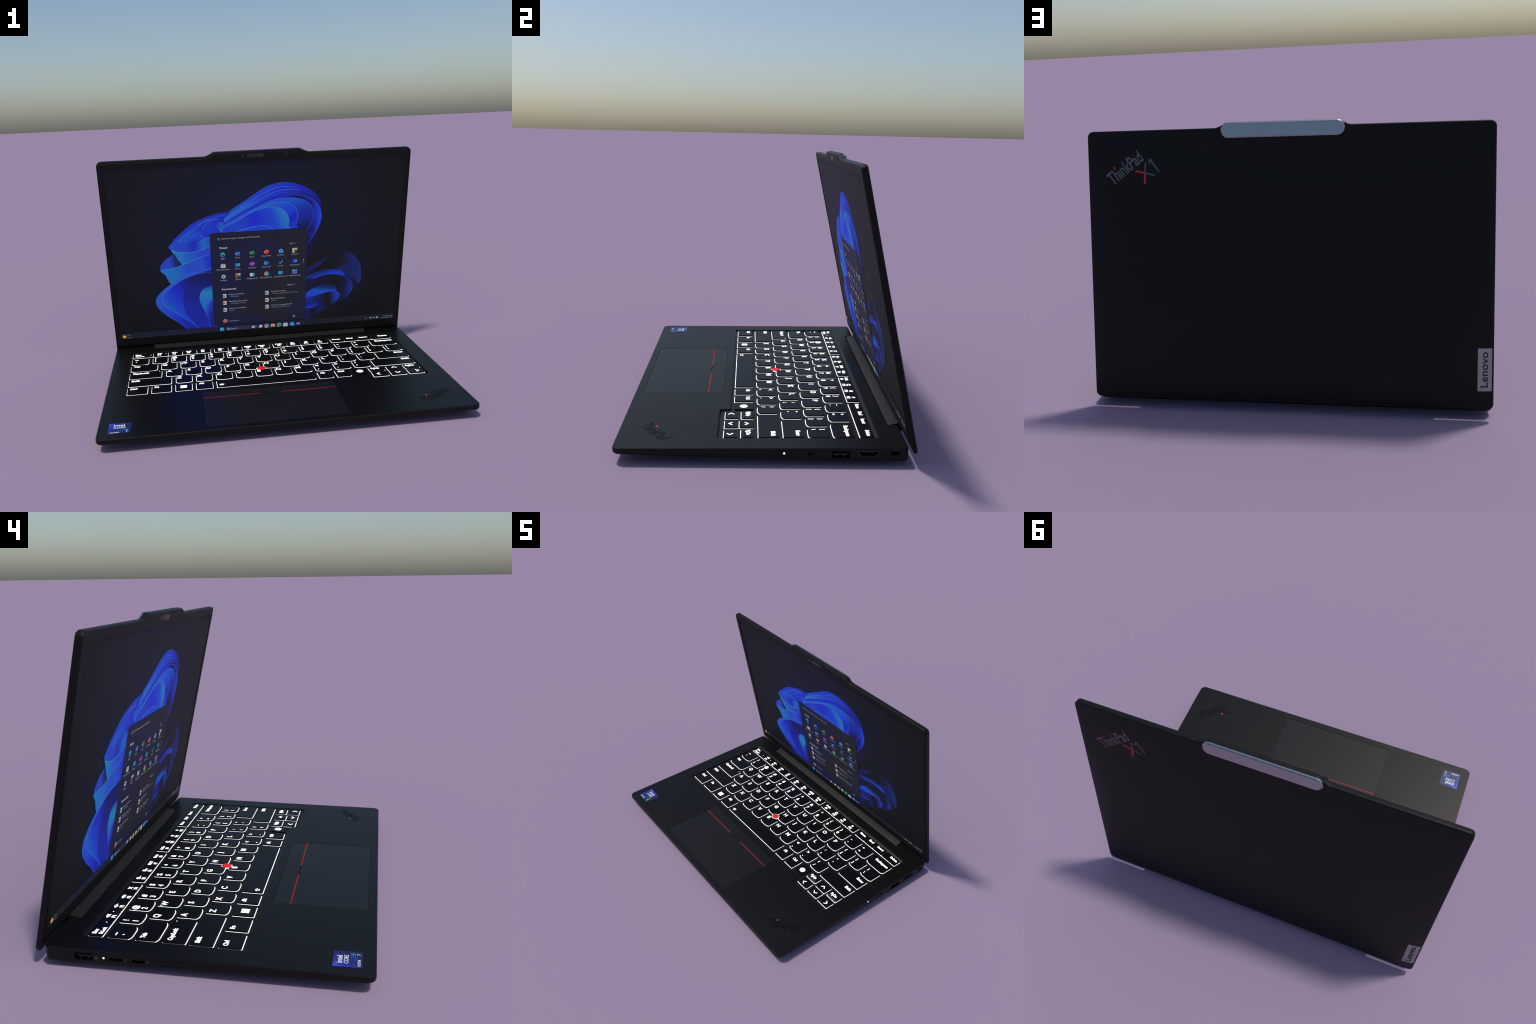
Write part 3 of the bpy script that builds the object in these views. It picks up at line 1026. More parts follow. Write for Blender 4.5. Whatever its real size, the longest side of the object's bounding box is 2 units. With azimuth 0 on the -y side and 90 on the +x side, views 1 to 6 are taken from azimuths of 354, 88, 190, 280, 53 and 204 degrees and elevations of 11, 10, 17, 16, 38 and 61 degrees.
petal([(0.324, 0.608), (0.385, 0.645), (0.445, 0.684), (0.495, 0.713), (0.465, 0.677), (0.426, 0.636), (0.380, 0.601), (0.325, 0.561)],
      (0.325, 0.58), (0.48, 0.70), [(0.0, (17, 22, 78)), (0.6, (19, 26, 96)), (1.0, (13, 14, 30))])
petal([(0.320, 0.544), (0.371, 0.574), (0.427, 0.592), (0.498, 0.592), (0.566, 0.576), (0.588, 0.541), (0.510, 0.555), (0.448, 0.551), (0.387, 0.534), (0.320, 0.508)],
      (0.400, 0.535), (0.385, 0.592), [(0.0, (24, 58, 196)), (0.5, (19, 40, 128)), (1.0, (13, 15, 36))])
petal([(0.320, 0.508), (0.387, 0.534), (0.448, 0.551), (0.510, 0.554), (0.578, 0.536), (0.636, 0.492), (0.654, 0.451), (0.645, 0.411), (0.610, 0.368), (0.558, 0.338), (0.481, 0.286), (0.324, 0.258)],
      (0.47, 0.46), (0.66, 0.44), [(0.0, (14, 15, 44)), (0.35, (11, 12, 18)), (0.6, (13, 17, 52)), (1.0, (23, 46, 146))], rim=(0, 6), rim_rgb=(26, 52, 178))
petal([(0.322, 0.420), (0.373, 0.456), (0.429, 0.480), (0.481, 0.484), (0.533, 0.472), (0.534, 0.426), (0.503, 0.423), (0.451, 0.415), (0.389, 0.398), (0.322, 0.377)],
      (0.420, 0.395), (0.435, 0.490), [(0.0, (24, 66, 206)), (0.35, (21, 80, 190)), (0.75, (16, 34, 104)), (1.0, (13, 14, 40))])
petal([(0.322, 0.377), (0.389, 0.398), (0.451, 0.415), (0.503, 0.423), (0.540, 0.420), (0.563, 0.392), (0.547, 0.350), (0.496, 0.302), (0.423, 0.261), (0.324, 0.252)],
      (0.34, 0.33), (0.57, 0.375), [(0.0, (20, 30, 128)), (0.4, (15, 20, 74)), (0.62, (11, 12, 20)), (1.0, (27, 58, 186))], rim=(0, 5), rim_rgb=(30, 66, 200))
petal([(0.323, 0.346), (0.364, 0.348), (0.401, 0.339), (0.419, 0.320), (0.401, 0.316), (0.365, 0.304), (0.323, 0.294)],
      (0.36, 0.300), (0.36, 0.350), [(0.0, (28, 62, 216)), (0.5, (21, 38, 148)), (1.0, (18, 26, 100))])
petal([(0.323, 0.294), (0.365, 0.304), (0.401, 0.315), (0.420, 0.320), (0.412, 0.286), (0.387, 0.241), (0.361, 0.205), (0.324, 0.190)],
      (0.33, 0.28), (0.42, 0.27), [(0.0, (16, 22, 92)), (0.5, (11, 12, 20)), (0.8, (14, 20, 70)), (1.0, (12, 14, 40))])
# upper right, the large overlapping blades
petal([(0.353, 1.176), (0.405, 1.113), (0.442, 1.044), (0.459, 0.974), (0.453, 0.897), (0.426, 0.813), (0.383, 0.737), (0.316, 0.710), (0.311, 1.127)],
      (0.34, 0.95), (0.46, 0.95), [(0.0, (15, 15, 56)), (0.5, (13, 13, 38)), (1.0, (12, 13, 22))])
BLUE, DEEP, MID, SKY = (25, 46, 200), (17, 20, 112), (24, 62, 208), (31, 96, 196)
petal([(-0.257, 0.982), (-0.238, 1.022), (-0.173, 1.067), (-0.066, 1.134), (0.027, 1.195), (0.105, 1.225), (0.182, 1.231), (0.267, 1.214), (0.353, 1.168), (0.405, 1.110), (0.421, 1.022), (0.417, 0.954), (0.391, 0.878), (0.326, 0.784), (0.300, 0.868), (-0.246, 0.880), (-0.253, 0.940)],
      (-0.20, 1.10), (0.42, 1.00), [(0.0, (32, 84, 206)), (0.35, (26, 58, 206)), (0.7, (24, 40, 186)), (1.0, (17, 22, 110))], rim=(0, 7), rim_rgb=(40, 82, 214))
petal([(-0.243, 0.970), (-0.210, 1.013), (-0.088, 1.095), (0.026, 1.162), (0.090, 1.191), (0.168, 1.206), (0.253, 1.190), (0.325, 1.159), (0.387, 1.107), (0.420, 1.015), (0.414, 0.946), (0.388, 0.878), (0.326, 0.788), (0.300, 0.868), (-0.240, 0.880)],
      (-0.15, 1.05), (0.42, 1.05), [(0.0, (34, 100, 206)), (0.3, (26, 60, 204)), (0.65, (23, 42, 196)), (1.0, (17, 22, 108))], rim=(0, 6))
petal([(-0.239, 0.966), (-0.196, 1.008), (-0.074, 1.083), (0.040, 1.143), (0.125, 1.174), (0.210, 1.182), (0.282, 1.167), (0.347, 1.132), (0.398, 1.076), (0.420, 1.007), (0.413, 0.942), (0.384, 0.875), (0.326, 0.796), (0.300, 0.868), (-0.239, 0.880)],
      (-0.10, 1.00), (0.42, 1.10), [(0.0, (30, 84, 206)), (0.4, (23, 44, 204)), (0.7, (20, 30, 160)), (1.0, (16, 18, 100))], rim=(0, 6))
petal([(-0.238, 0.964), (-0.186, 1.007), (-0.060, 1.078), (0.047, 1.131), (0.132, 1.158), (0.217, 1.165), (0.292, 1.149), (0.358, 1.112), (0.402, 1.062), (0.421, 0.995), (0.411, 0.937), (0.382, 0.873), (0.326, 0.796), (0.300, 0.868), (-0.239, 0.880)],
      (-0.10, 1.00), (0.42, 1.08), [(0.0, (28, 70, 206)), (0.45, (22, 40, 196)), (0.75, (17, 24, 132)), (1.0, (24, 50, 196))], rim=(0, 6), rim_rgb=(46, 96, 206))
petal([(-0.237, 0.962), (-0.175, 1.007), (-0.046, 1.074), (0.054, 1.120), (0.140, 1.144), (0.225, 1.147), (0.304, 1.131), (0.369, 1.093), (0.406, 1.046), (0.419, 0.984), (0.408, 0.931), (0.380, 0.871), (0.326, 0.796), (0.300, 0.868), (-0.239, 0.880)],
      (0.16, 0.98), (0.42, 0.99), [(0.0, (22, 40, 190)), (0.4, (14, 16, 92)), (0.75, (15, 22, 128)), (1.0, (26, 66, 222))], rim=(4, 12), rim_rgb=(36, 82, 226))
petal([(-0.235, 0.958), (-0.139, 1.012), (-0.017, 1.072), (0.068, 1.108), (0.147, 1.125), (0.225, 1.124), (0.290, 1.109), (0.340, 1.073), (0.366, 1.026), (0.364, 0.973), (0.346, 0.935), (0.318, 0.870), (-0.239, 0.880)],
      (0.27, 0.90), (0.20, 1.12), [(0.0, (14, 16, 92)), (0.45, (18, 40, 160)), (1.0, (26, 80, 206))], rim=(0, 11), rim_rgb=(42, 96, 220))
petal([(-0.236, 0.951), (-0.125, 1.004), (-0.010, 1.064), (0.061, 1.090), (0.125, 1.101), (0.182, 1.093), (0.232, 1.068), (0.258, 1.025), (0.260, 0.979), (0.251, 0.942), (0.225, 0.880), (-0.239, 0.880)],
      (0.10, 1.10), (0.25, 0.94), [(0.0, (30, 90, 200)), (0.45, (26, 66, 212)), (0.8, (22, 34, 190)), (1.0, (26, 56, 206))], rim=(0, 9), rim_rgb=(60, 122, 200))
petal([(-0.240, 0.936), (-0.140, 0.990), (-0.046, 1.040), (0.025, 1.064), (0.082, 1.071), (0.139, 1.059), (0.182, 1.026), (0.203, 0.975), (0.200, 0.937), (0.185, 0.880), (-0.239, 0.880)],
      (0.17, 1.03), (-0.12, 0.91), [(0.0, (33, 116, 198)), (0.30, (25, 66, 206)), (0.6, (24, 44, 206)), (1.0, (30, 64, 200))], rim=(0, 8), rim_rgb=(58, 128, 200))
petal([(-0.170, 0.905), (-0.092, 0.927), (-0.034, 0.939), (0.023, 0.944), (0.067, 0.934), (0.097, 0.915), (0.095, 0.880), (-0.107, 0.880)],
      (-0.05, 0.94), (-0.05, 0.90), [(0.0, (26, 60, 206)), (1.0, (25, 70, 206))], rim=(0, 5), rim_rgb=(66, 146, 200))
# upper left fan
petal([(-0.570, 0.862), (-0.524, 0.911), (-0.435, 0.983), (-0.332, 1.027), (-0.263, 1.046), (-0.187, 1.052), (-0.213, 1.024), (-0.249, 0.986), (-0.242, 0.921), (-0.300, 0.880), (-0.300, 0.796), (-0.531, 0.811)],
      (-0.55, 0.85), (-0.22, 1.02), [(0.0, (27, 58, 200)), (0.5, (24, 48, 200)), (1.0, (22, 36, 176))], rim=(0, 5), rim_rgb=(36, 80, 212))
petal([(-0.540, 0.863), (-0.504, 0.898), (-0.419, 0.965), (-0.315, 1.017), (-0.204, 1.037), (-0.250, 0.986), (-0.242, 0.921), (-0.300, 0.880), (-0.300, 0.796), (-0.479, 0.817)],
      (-0.52, 0.87), (-0.25, 1.00), [(0.0, (27, 84, 200)), (0.4, (24, 48, 200)), (1.0, (25, 50, 200))], rim=(0, 4), rim_rgb=(52, 104, 206))
petal([(-0.509, 0.890), (-0.438, 0.934), (-0.359, 0.993), (-0.273, 1.014), (-0.213, 1.024), (-0.247, 0.977), (-0.242, 0.921), (-0.300, 0.880), (-0.300, 0.834), (-0.390, 0.868), (-0.441, 0.886)],
      (-0.47, 0.89), (-0.30, 0.98), [(0.0, (27, 84, 204)), (0.5, (24, 54, 204)), (1.0, (25, 46, 196))], rim=(0, 3))
petal([(-0.435, 0.908), (-0.395, 0.941), (-0.359, 0.984), (-0.299, 1.007), (-0.231, 1.012), (-0.242, 0.921), (-0.300, 0.880), (-0.318, 0.862), (-0.360, 0.881), (-0.389, 0.903)],
      (-0.43, 0.91), (-0.28, 0.95), [(0.0, (28, 80, 200)), (0.6, (24, 44, 200)), (1.0, (24, 40, 190))], rim=(7, 9))
petal([(-0.368, 0.948), (-0.351, 0.974), (-0.316, 0.999), (-0.248, 1.008), (-0.238, 0.926), (-0.320, 0.910), (-0.349, 0.924)],
      (-0.36, 0.95), (-0.25, 0.95), [(0.0, (25, 60, 204)), (1.0, (24, 42, 196))], rim=(0, 3))
petal([(-0.296, 0.975), (-0.248, 0.988), (-0.228, 0.975), (-0.243, 0.917), (-0.272, 0.946)],
      (-0.29, 0.98), (-0.24, 0.93), [(0.0, (26, 50, 200)), (0.6, (30, 84, 200)), (1.0, (40, 100, 200))], rim=(3, 4))
# left cups and skirts
petal([(-0.595, 0.830), (-0.584, 0.850), (-0.561, 0.863), (-0.494, 0.857), (-0.425, 0.864), (-0.300, 0.885), (-0.300, 0.820), (-0.394, 0.797), (-0.464, 0.785), (-0.532, 0.793), (-0.578, 0.810)],
      (-0.59, 0.83), (-0.42, 0.83), [(0.0, (30, 72, 204)), (0.5, (36, 66, 196)), (1.0, (26, 42, 186))])
petal([(-0.426, 0.823), (-0.408, 0.854), (-0.365, 0.874), (-0.300, 0.888), (-0.300, 0.823), (-0.394, 0.798), (-0.425, 0.792)],
      (-0.42, 0.82), (-0.33, 0.82), [(0.0, (26, 50, 196)), (0.6, (28, 100, 196)), (1.0, (27, 80, 196))], rim=(1, 3), rim_rgb=(50, 124, 200))
petal([(-0.582, 0.812), (-0.532, 0.793), (-0.464, 0.785), (-0.394, 0.797), (-0.300, 0.830), (-0.300, 0.766), (-0.415, 0.737), (-0.521, 0.695), (-0.547, 0.751)],
      (-0.54, 0.74), (-0.33, 0.79), [(0.0, (30, 120, 196)), (0.35, (29, 92, 202)), (0.7, (36, 72, 198)), (1.0, (34, 66, 198))], rim=(0, 4), rim_rgb=(70, 140, 204))
petal([(-0.662, 0.684), (-0.649, 0.712), (-0.612, 0.751), (-0.563, 0.778), (-0.542, 0.742), (-0.519, 0.697), (-0.582, 0.678), (-0.643, 0.666)],
      (-0.66, 0.68), (-0.52, 0.70), [(0.0, (29, 62, 206)), (0.45, (38, 70, 190)), (0.8, (26, 34, 104)), (1.0, (22, 26, 80))], rim=(0, 3), rim_rgb=(32, 76, 210))
petal([(-0.660, 0.672), (-0.582, 0.678), (-0.519, 0.697), (-0.415, 0.737), (-0.300, 0.776), (-0.300, 0.639), (-0.420, 0.637), (-0.509, 0.605), (-0.590, 0.564), (-0.629, 0.629)],
      (-0.62, 0.61), (-0.33, 0.70), [(0.0, (29, 112, 196)), (0.2, (28, 108, 194)), (0.5, (29, 78, 202)), (0.8, (38, 76, 200)), (1.0, (26, 50, 200))], rim=(0, 4), rim_rgb=(66, 140, 206))
# lower left scroll
petal([(-0.300, 0.646), (-0.402, 0.644), (-0.491, 0.618), (-0.581, 0.572), (-0.654, 0.519), (-0.694, 0.473), (-0.705, 0.439), (-0.690, 0.388), (-0.633, 0.324), (-0.565, 0.270), (-0.498, 0.209), (-0.306, 0.185), (-0.300, 0.406)],
      (-0.67, 0.47), (-0.50, 0.26), [(0.0, (40, 84, 204)), (0.35, (29, 72, 206)), (0.7, (24, 50, 196)), (1.0, (22, 34, 170))], rim=(0, 10), rim_rgb=(48, 108, 212))
petal([(-0.300, 0.630), (-0.403, 0.629), (-0.492, 0.604), (-0.582, 0.552), (-0.643, 0.498), (-0.661, 0.455), (-0.649, 0.404), (-0.578, 0.343), (-0.493, 0.274), (-0.424, 0.211), (-0.306, 0.185), (-0.300, 0.406)],
      (-0.61, 0.36), (-0.40, 0.50), [(0.0, (26, 88, 198)), (0.25, (25, 62, 202)), (0.5, (23, 42, 196)), (0.75, (19, 30, 146)), (1.0, (16, 20, 96))], rim=(0, 9), rim_rgb=(58, 108, 206))
petal([(-0.50, 0.55), (-0.40, 0.58), (-0.32, 0.58), (-0.31, 0.45), (-0.32, 0.19), (-0.40, 0.19), (-0.45, 0.25), (-0.52, 0.37)],
      (-0.46, 0.36), (-0.34, 0.60), [(0.0, (20, 36, 160)), (0.4, (17, 30, 134)), (1.0, (17, 20, 96))])
petal([(-0.412, 0.455), (-0.396, 0.498), (-0.364, 0.522), (-0.310, 0.522), (-0.305, 0.407), (-0.315, 0.200), (-0.353, 0.205), (-0.358, 0.267), (-0.390, 0.362), (-0.409, 0.414)],
      (-0.36, 0.53), (-0.35, 0.28), [(0.0, (26, 70, 190)), (0.2, (33, 124, 190)), (0.5, (31, 110, 192)), (1.0, (28, 62, 196))])
petal([(-0.371, 0.371), (-0.352, 0.404), (-0.324, 0.417), (-0.310, 0.300), (-0.322, 0.205), (-0.339, 0.210), (-0.357, 0.288)],
      (-0.37, 0.35), (-0.32, 0.33), [(0.0, (42, 76, 196)), (0.4, (30, 48, 176)), (1.0, (20, 28, 140))])
for rgb, parts in rim_parts.items():
    v, f = merge(parts)
    ob = make("fold_highlight", v, f, pixel(rgb), display)
    ob["kind"] = "stuff"


def flat(name, poly, mat, parent=None, h=None):
    h = next_layer() if h is None else h
    return make(name, [(x, y, h) for x, y in poly], [tuple(range(len(poly)))], mat, parent or display)


# taskbar
TB1 = 0.2148
flat("taskbar", [(-SCX, SC0), (SCX, SC0), (SCX, TB1), (-SCX, TB1)],
     gradient("taskbar_tint", (-SCX, 0), (SCX, 0), [(0.0, (23, 26, 36)), (0.3, (21, 25, 58)), (0.55, (21, 24, 54)), (0.8, (24, 26, 36)), (1.0, (23, 25, 34))]))
flat("bottom_glint", [(-SCX, SC0 - 0.0005), (SCX, SC0 - 0.0005), (SCX, SC0 + 0.0024), (-SCX, SC0 + 0.0024)], pixel((38, 37, 36)))
# menu panel
MX, M0, M1 = 0.3235, 0.2215, 0.9125
menu = flat("menu_panel", rrect(-MX, MX, M0, M1, 0.007, 4),
            gradient("menu_tint", (-MX, 0.80), (MX, 0.35), [(0.0, (22, 24, 54)), (0.35, (23, 25, 58)), (0.62, (27, 28, 40)), (0.8, (26, 29, 42)), (1.0, (25, 29, 56))]))
flat("menu_footer", rrect(-MX, MX, M0, 0.2830, 0.006, 3),
     gradient("footer_tint", (-MX, 0), (MX, 0), [(0.0, (20, 24, 52)), (0.4, (20, 22, 58)), (0.65, (24, 25, 38)), (1.0, (21, 24, 52))]))
HP = next_layer()
flat("search_field", rrect(-0.2900, 0.2910, 0.8565, 0.8815, 0.0122, 5), pixel((26, 26, 34)), menu, HP)
flat("menu_button", rrect(0.1990, 0.2600, 0.7950, 0.8130, 0.003, 3), pixel((33, 35, 52)), menu, HP)
flat("menu_button", rrect(0.1840, 0.2590, 0.4890, 0.5075, 0.003, 3), pixel((34, 36, 50)), menu, HP)
flat("search_field", rrect(-0.2440, -0.0190, 0.1755, 0.2030, 0.0130, 5), gradient("search_tint", (-0.24, 0), (-0.02, 0), [(0.0, (32, 42, 78)), (1.0, (44, 46, 82))]), display, HP)
flat("search_badge", disc(-0.0350, 0.1890, 0.0130, 18), pixel((58, 58, 96)), display, HP + 0.0001)

H1, H2, H3 = HP + 0.00015, HP + 0.0003, HP + 0.00045


def icon(name, pieces, parent):
    """One small pictogram from coloured pieces: (polygon, rgb), later pieces lie on top."""
    verts, faces, mats, ids = [], [], [], []
    for k, (poly, rgb) in enumerate(pieces):
        o = len(verts)
        verts += [(x, y, H1 + 0.00008 * k) for x, y in poly]
        faces.append(tuple(range(o, o + len(poly))))
        m = pixel(rgb)
        if m not in mats:
            mats.append(m)
        ids.append(mats.index(m))
    return make(name, verts, faces, mats, parent, mat_ids=ids)


def bx_(cx, cy, w, h, r=0.0015):
    return rrect(cx - w / 2, cx + w / 2, cy - h / 2, cy + h / 2, r, 2)


WHITE = (184, 188, 198)


def ic_doc(c, col, dark):          # office-style tile: coloured sheet with a darker plate at the left
    x, y = c
    return [(bx_(x + 0.004, y, 0.027, 0.028), col), (bx_(x + 0.004, y - 0.007, 0.027, 0.013), dark), (bx_(x - 0.009, y, 0.015, 0.016), dark), (bx_(x - 0.009, y, 0.007, 0.008), WHITE)]


def ic_swirl(c):
    x, y = c
    return [(disc(x, y, 0.0165, 20), (24, 110, 190)), (arc(x, y, 0.0165, -10, 150, 10) + [(x, y)], (40, 178, 130)), (disc(x + 0.003, y - 0.003, 0.0075, 14), (16, 60, 130))]


def ic_bag(c):
    x, y = c
    p = [(bx_(x, y + 0.008, 0.020, 0.016), (34, 120, 180)), (bx_(x, y - 0.002, 0.032, 0.026), WHITE)]
    for dx, dy, col in ((-1, 1, (206, 84, 50)), (1, 1, (110, 160, 60)), (-1, -1, (50, 120, 200)), (1, -1, (220, 170, 60))):
        p.append((bx_(x + dx * 0.0036, y - 0.002 + dy * 0.0036, 0.006, 0.006, 0.0005), col))
    return p


def ic_two(c, a, b, w=0.026):
    x, y = c
    return [(bx_(x - 0.003, y, w, 0.024), a), (bx_(x + 0.008, y + 0.002, 0.016, 0.018), b)]


def ic_grid(c, cols):
    x, y = c
    return [(bx_(x + dx * 0.009, y + dy * 0.009, 0.0155, 0.0155), col) for (dx, dy), col in zip(((-1, 1), (1, 1), (-1, -1), (1, -1)), cols)]


def ic_pinwheel(c):
    x, y = c
    cols = ((38, 130, 200), (150, 90, 210), (214, 80, 150), (206, 150, 60), (80, 170, 70), (40, 160, 160))
    return [([(x, y)] + arc(x, y, 0.0165, 60 * k, 60 * k + 60, 4), col) for k, col in enumerate(cols)]


def ic_mail(c):
    x, y = c
    return [(disc(x + 0.002, y + 0.002, 0.0150, 16), (38, 130, 205)), (bx_(x + 0.004, y - 0.004, 0.027, 0.018), (46, 150, 215)), (bx_(x - 0.007, y, 0.016, 0.017), (22, 84, 170)), (disc(x - 0.007, y, 0.0045, 10), WHITE)]


def ic_check(c):
    x, y = c
    q = strokes([((x - 0.012, y - 0.001), (x - 0.003, y - 0.009)), ((x - 0.003, y - 0.009), (x + 0.012, y + 0.008))], 0.0085)
    return [(q[0], (34, 86, 180)), (q[1], (46, 120, 215))]


def ic_gear(c):
    x, y = c
    p = [(bx_(x + 0.0125 * math.cos(math.radians(45 * k)), y + 0.0125 * math.sin(math.radians(45 * k)), 0.006, 0.006, 0.001), (160, 166, 178)) for k in range(8)]
    return p + [(disc(x, y, 0.0120, 18), (176, 182, 194)), (disc(x, y, 0.0055, 12), (32, 60, 130))]


def ic_ball(c):
    x, y = c
    return [(disc(x + 0.002, y, 0.0165, 20), (206, 92, 56)), (arc(x + 0.002, y, 0.0165, 180, 360, 10), (172, 52, 32)), (bx_(x - 0.009, y - 0.001, 0.016, 0.016), (178, 60, 38)), (bx_(x - 0.009, y - 0.001, 0.006, 0.008), WHITE)]


GX = [-0.2435, -0.1455, -0.0485, 0.0490, 0.1465, 0.2425]
GY = [0.7540, 0.6735, 0.5945]
cells = [[(GX[i], GY[j]) for i in range(6)] for j in range(3)]
app = [(cells[0][0], ic_swirl, ()), (cells[0][1], ic_doc, ((50, 120, 205), (28, 76, 165))), (cells[0][2], ic_doc, ((40, 142, 84), (22, 100, 58))),
       (cells[0][3], ic_ball, ()), (cells[0][4], ic_mail, ()), (cells[0][5], ic_grid, ((WHITE, (160, 190, 60), (196, 186, 176), (44, 46, 60)),)),
       (cells[1][0], ic_bag, ()), (cells[1][1], ic_two, ((40, 120, 200), (56, 150, 214))), (cells[1][2], ic_doc, ((156, 70, 190), (120, 44, 156))),
       (cells[1][3], ic_two, ((38, 140, 205), (30, 96, 180))), (cells[1][4], ic_check, ()), (cells[1][5], ic_two, ((34, 60, 206), (44, 140, 200))),
       (cells[2][0], ic_gear, ()), (cells[2][1], ic_grid, (((196, 120, 40), (190, 190, 196), (150, 80, 60), (56, 60, 76)),)), (cells[2][2], ic_two, ((204, 196, 200), (60, 140, 190))),
       (cells[2][3], ic_pinwheel, ()), (cells[2][4], ic_two, ((44, 160, 205), (36, 120, 190))), (cells[2][5], ic_grid, (((90, 150, 220), (70, 120, 210), (60, 100, 200), (110, 90, 200)),))]
for c, fn, args in app:
    icon("app_icon", fn(c, *args), menu)
names = [["Edge", "Word", "Excel", "PowerPoint", "Outlook", "Contoso"], ["Microsoft Store", "Photos", "OneNote", "Phone Link", "To Do", "Whiteboard"],
         ["Settings", "Sports", "Snipping Tool", "Microsoft 365...", "Company Portal", "Windows App"]]
for j in range(3):
    for i in range(6):
        letter("screen_text", names[j][i], GX[i], GY[j] - 0.0280, 0.0138, H2, thick=0, bold=0.0002)
letter("screen_bright", "Pinned", -0.2375, 0.8035, 0.0190, H2, thick=0, bold=0.0005)
letter("screen_bright", "Recommended", -0.2100, 0.4980, 0.0180, H2, thick=0, bold=0.0004, width=0.097)
letter("screen_text", "All", 0.2180, 0.8040, 0.0160, H2, thick=0, bold=0.0003)
letter("screen_text", ">", 0.2430, 0.8040, 0.0160, H2, thick=0, bold=0.0003)
letter("screen_text", "More", 0.2110, 0.4985, 0.0160, H2, thick=0, bold=0.0003)
letter("screen_text", ">", 0.2430, 0.4985, 0.0160, H2, thick=0, bold=0.0003)
letter("screen_text", "Search for apps, settings, and documents", -0.1200, 0.8690, 0.0155, H2, thick=0, bold=0.0002, width=0.255)
docs = [(-0.2435, 0.4480, "Business Overview", "All Hands", (40, 130, 76)), (-0.2435, 0.3940, "Marketing Status Deck", "Marketing Weekly", (196, 62, 50)), (-0.2435, 0.3400, "Expense Worksheet", "4h ago", (40, 130, 76)),
        (0.0475, 0.4480, "Contoso Proposal", "Multiple people edited just now", (50, 90, 190)), (0.0475, 0.3935, "Brand Guidelines", "2h ago", (206, 46, 54)), (0.0475, 0.3410, "Contoso Company Profile", "Yesterday at 10:03 AM", (196, 62, 50))]
for x, y, a, b, col in docs:
    icon("document_icon", [(bx_(x + 0.002, y, 0.024, 0.029, 0.003), WHITE), (bx_(x - 0.003, y - 0.001, 0.018, 0.012, 0.001), col)], menu)
    letter("screen_text", a, x + 0.0300, y + 0.0085, 0.0140, H2, "LEFT", thick=0, bold=0.0002)
    letter("screen_cyan" if b == "All Hands" else "screen_dim", b, x + 0.0300 + (0.012 if "Hands" in b or "Weekly" in b or "Multiple" in b else 0), y - 0.0075, 0.0140, H2, "LEFT", thick=0, bold=0.0002)
icon("account_picture", [(disc(-0.2435, 0.2520, 0.0155, 20), (150, 146, 150)), (arc(-0.2435, 0.2520, 0.0155, 190, 350, 8), (190, 60, 44)), (disc(-0.2435, 0.2545, 0.0068, 12), (150, 104, 84))], menu)
letter("screen_text", "Jack Purton", -0.2140, 0.2505, 0.0140, H2, "LEFT", thick=0, bold=0.0002)
ring = arc(0.2390, 0.2520, 0.0078, 120, 420, 12)
icon("power_symbol", [(q, (170, 174, 184)) for q in strokes(chain(ring), 0.0022)] + [(q, (170, 174, 184)) for q in strokes([((0.2390, 0.2560), (0.2390, 0.2615))], 0.0022)], menu)
icon("page_dots", [(disc(0.3020, 0.6790, 0.0034, 10), WHITE), (disc(0.3020, 0.6670, 0.0022, 8), (140, 144, 156)), (disc(0.3020, 0.6560, 0.0022, 8), (140, 144, 156))], menu)
ring = arc(-0.2665, 0.8690, 0.0058, 0, 360, 14)
icon("search_symbol", [(q, (48, 150, 190)) for q in strokes(chain(ring) + [((-0.2620, 0.8645), (-0.2585, 0.8610))], 0.0028)], menu)
# taskbar icons
TY = 0.1885
icon("taskbar_icon", [(bx_(-0.2680 + dx * 0.0068, TY + dy * 0.0068, 0.0125, 0.0125, 0.001), col) for dx, dy, col in ((-1, 1, (62, 184, 214)), (1, 1, (44, 160, 214)), (-1, -1, (44, 160, 214)), (1, -1, (30, 128, 206)))], display)
ring = arc(-0.2235, TY + 0.001, 0.0062, 0, 360, 14)
icon("search_symbol", [(q, (190, 194, 206)) for q in strokes(chain(ring) + [((-0.2190, TY - 0.0035), (-0.2155, TY - 0.007))], 0.0026)], display)
letter("screen_text", "Search", -0.1860, TY, 0.0165, H2, thick=0, bold=0.0003)
icon("taskbar_icon", [(bx_(-0.0480, TY, 0.022, 0.016), (176, 178, 214)), (bx_(-0.0400, TY - 0.002, 0.010, 0.010), (84, 84, 190))], display)
icon("taskbar_icon", [(bx_(-0.0010, TY - 0.003, 0.020, 0.018), (120, 124, 130)), (bx_(0.0040, TY + 0.002, 0.021, 0.018), WHITE)], display)
icon("taskbar_icon", ic_pinwheel((0.0455, TY)), display)
icon("taskbar_icon", [(bx_(0.0890, TY, 0.028, 0.024), (214, 166, 60)), (bx_(0.0890, TY - 0.006, 0.016, 0.009), (30, 90, 180))], display)
icon("taskbar_icon", ic_swirl((0.1345, TY)) + [(disc(0.1260, TY - 0.007, 0.0075, 12), (196, 116, 50))], display)
icon("taskbar_icon", ic_bag((0.1785, TY)), display)
icon("taskbar_icon", ic_mail((0.2245, TY)), display)
icon("taskbar_icon", [(bx_(0.2650, TY, 0.017, 0.017), (78, 84, 190)), (disc(0.2765, TY + 0.004, 0.0060, 10), (100, 106, 206)), (bx_(0.2765, TY - 0.005, 0.013, 0.010), (90, 96, 200)), (bx_(0.2650, TY, 0.007, 0.008), WHITE)], display)
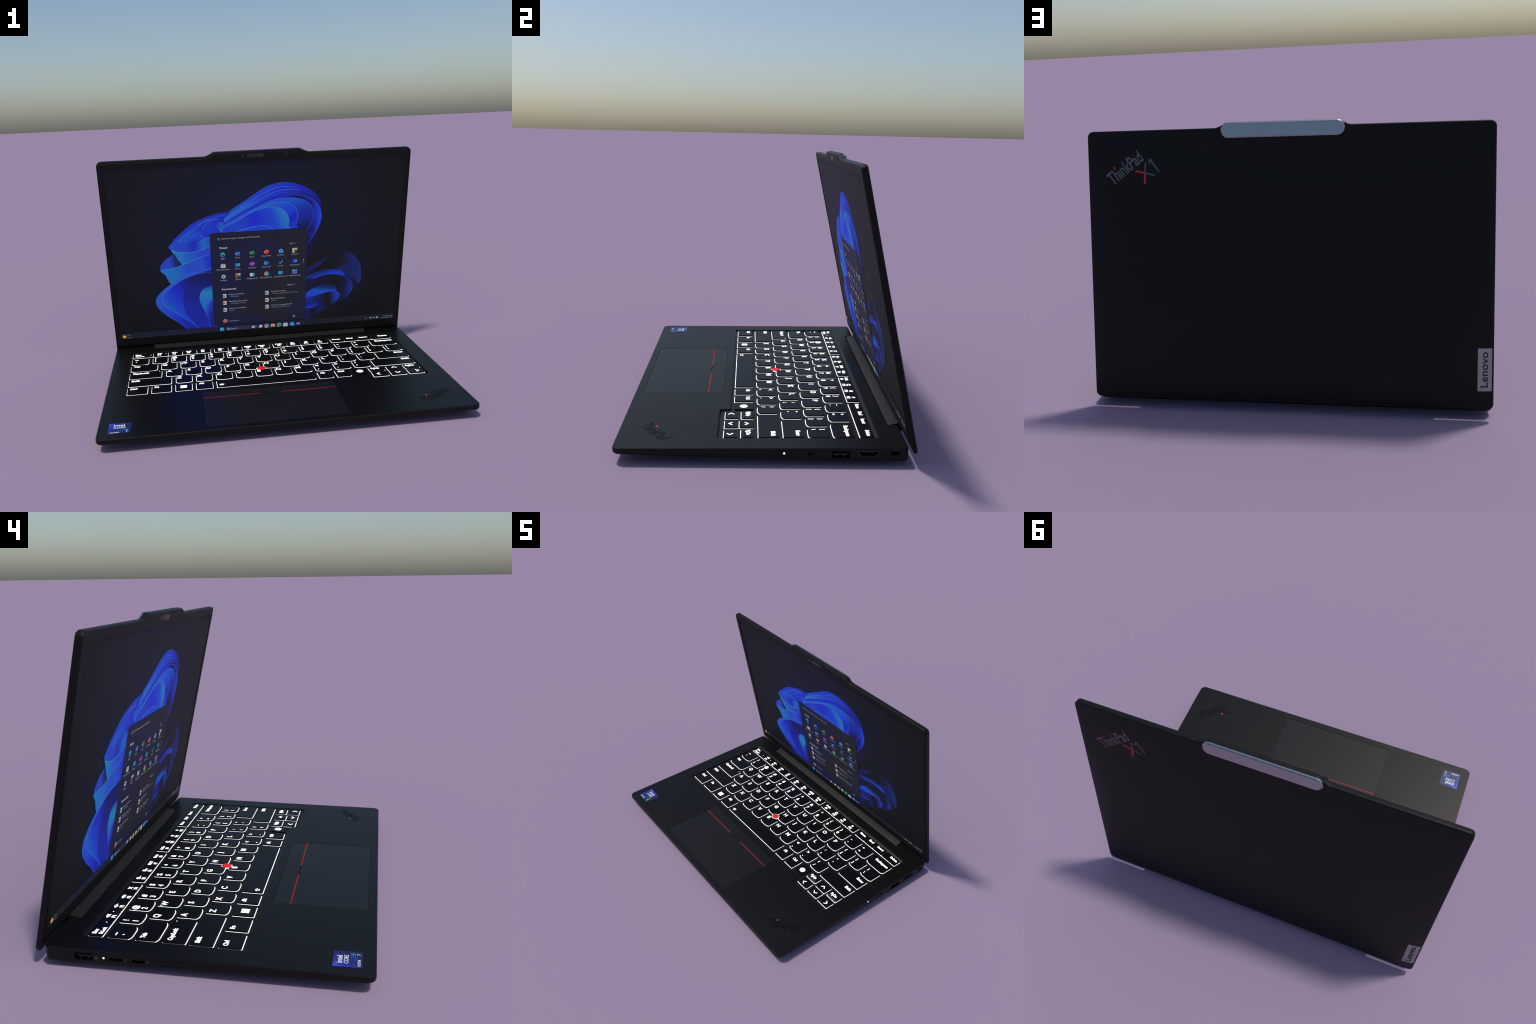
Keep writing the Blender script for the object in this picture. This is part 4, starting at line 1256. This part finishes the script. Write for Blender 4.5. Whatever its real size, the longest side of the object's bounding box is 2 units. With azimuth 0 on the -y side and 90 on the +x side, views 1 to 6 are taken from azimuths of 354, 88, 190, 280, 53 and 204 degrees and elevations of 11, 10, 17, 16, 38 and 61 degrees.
icon("weather_symbol", [(disc(-0.9400, 0.1890, 0.0118, 20), (216, 150, 40)), (disc(-0.9420, 0.1905, 0.0085, 16), (226, 170, 60))], display)
letter("screen_dim", "75\u00b0F", -0.9220, 0.1965, 0.0135, H2, "LEFT", thick=0, bold=0.0002)
letter("screen_dim", "Sunny", -0.9220, 0.1805, 0.0135, H2, "LEFT", thick=0, bold=0.0001)
letter("screen_text", "^", 0.7605, 0.1845, 0.0220, H2, thick=0, bold=0.0003)
icon("tray_symbol", [(disc(0.7915, 0.1895, 0.0062, 12), (86, 150, 176)), (bx_(0.8000, 0.1885, 0.008, 0.008), (130, 134, 146))], display)
icon("tray_symbol", [(bx_(0.8180, 0.1885, 0.015, 0.009), (118, 120, 130))], display)
icon("tray_symbol", [(bx_(0.8420, 0.1885, 0.017, 0.010, 0.003), (168, 172, 184))], display)
letter("screen_dim", "2:39 PM", 0.9290, 0.1955, 0.0135, H2, "RIGHT", thick=0, bold=0.0002)
letter("screen_dim", "11/16/2024", 0.9290, 0.1805, 0.0135, H2, "RIGHT", thick=0, bold=0.0002)
ring = arc(0.9450, 0.1890, 0.0065, 0, 360, 14)
icon("tray_symbol", [(q, (120, 124, 136)) for q in strokes(chain(ring), 0.0026)], display)

# ================================================================== lettering to meshes
words = flush_letters()


def lettering(name, group, mat, parent, matrix=IDENT):
    v, f = words[group]
    ob = make(name, v, f, mat, parent, matrix)
    ob["kind"] = "stuff"
    return ob


v, f = merge([words[LEG]] + icons)
make("key_legend", v, f, M_LEGEND, keyboard)["kind"] = "stuff"
lettering("sticker_lettering", "sticker", M_WHITEINK, sticker)
lettering("palm_wordmark", "palm_logo", M_DARKMARK, laptop, DECK)
lettering("bezel_lettering", "bezel_mark", M_DARKMARK, lid)
drape(lettering("tag_lettering", "tag", M_BLACKINK, lid, TO_BACK))
drape(lettering("lid_wordmark", "lid_logo", M_WORDMARK, lid, TO_BACK))
lettering("screen_lettering", "screen_text", pixel((138, 142, 156)), display)
lettering("screen_heading", "screen_bright", pixel((180, 184, 198)), display)
lettering("screen_caption", "screen_dim", pixel((104, 108, 122)), display)
lettering("screen_link", "screen_cyan", pixel((70, 150, 170)), display)
bpy.context.view_layer.update()
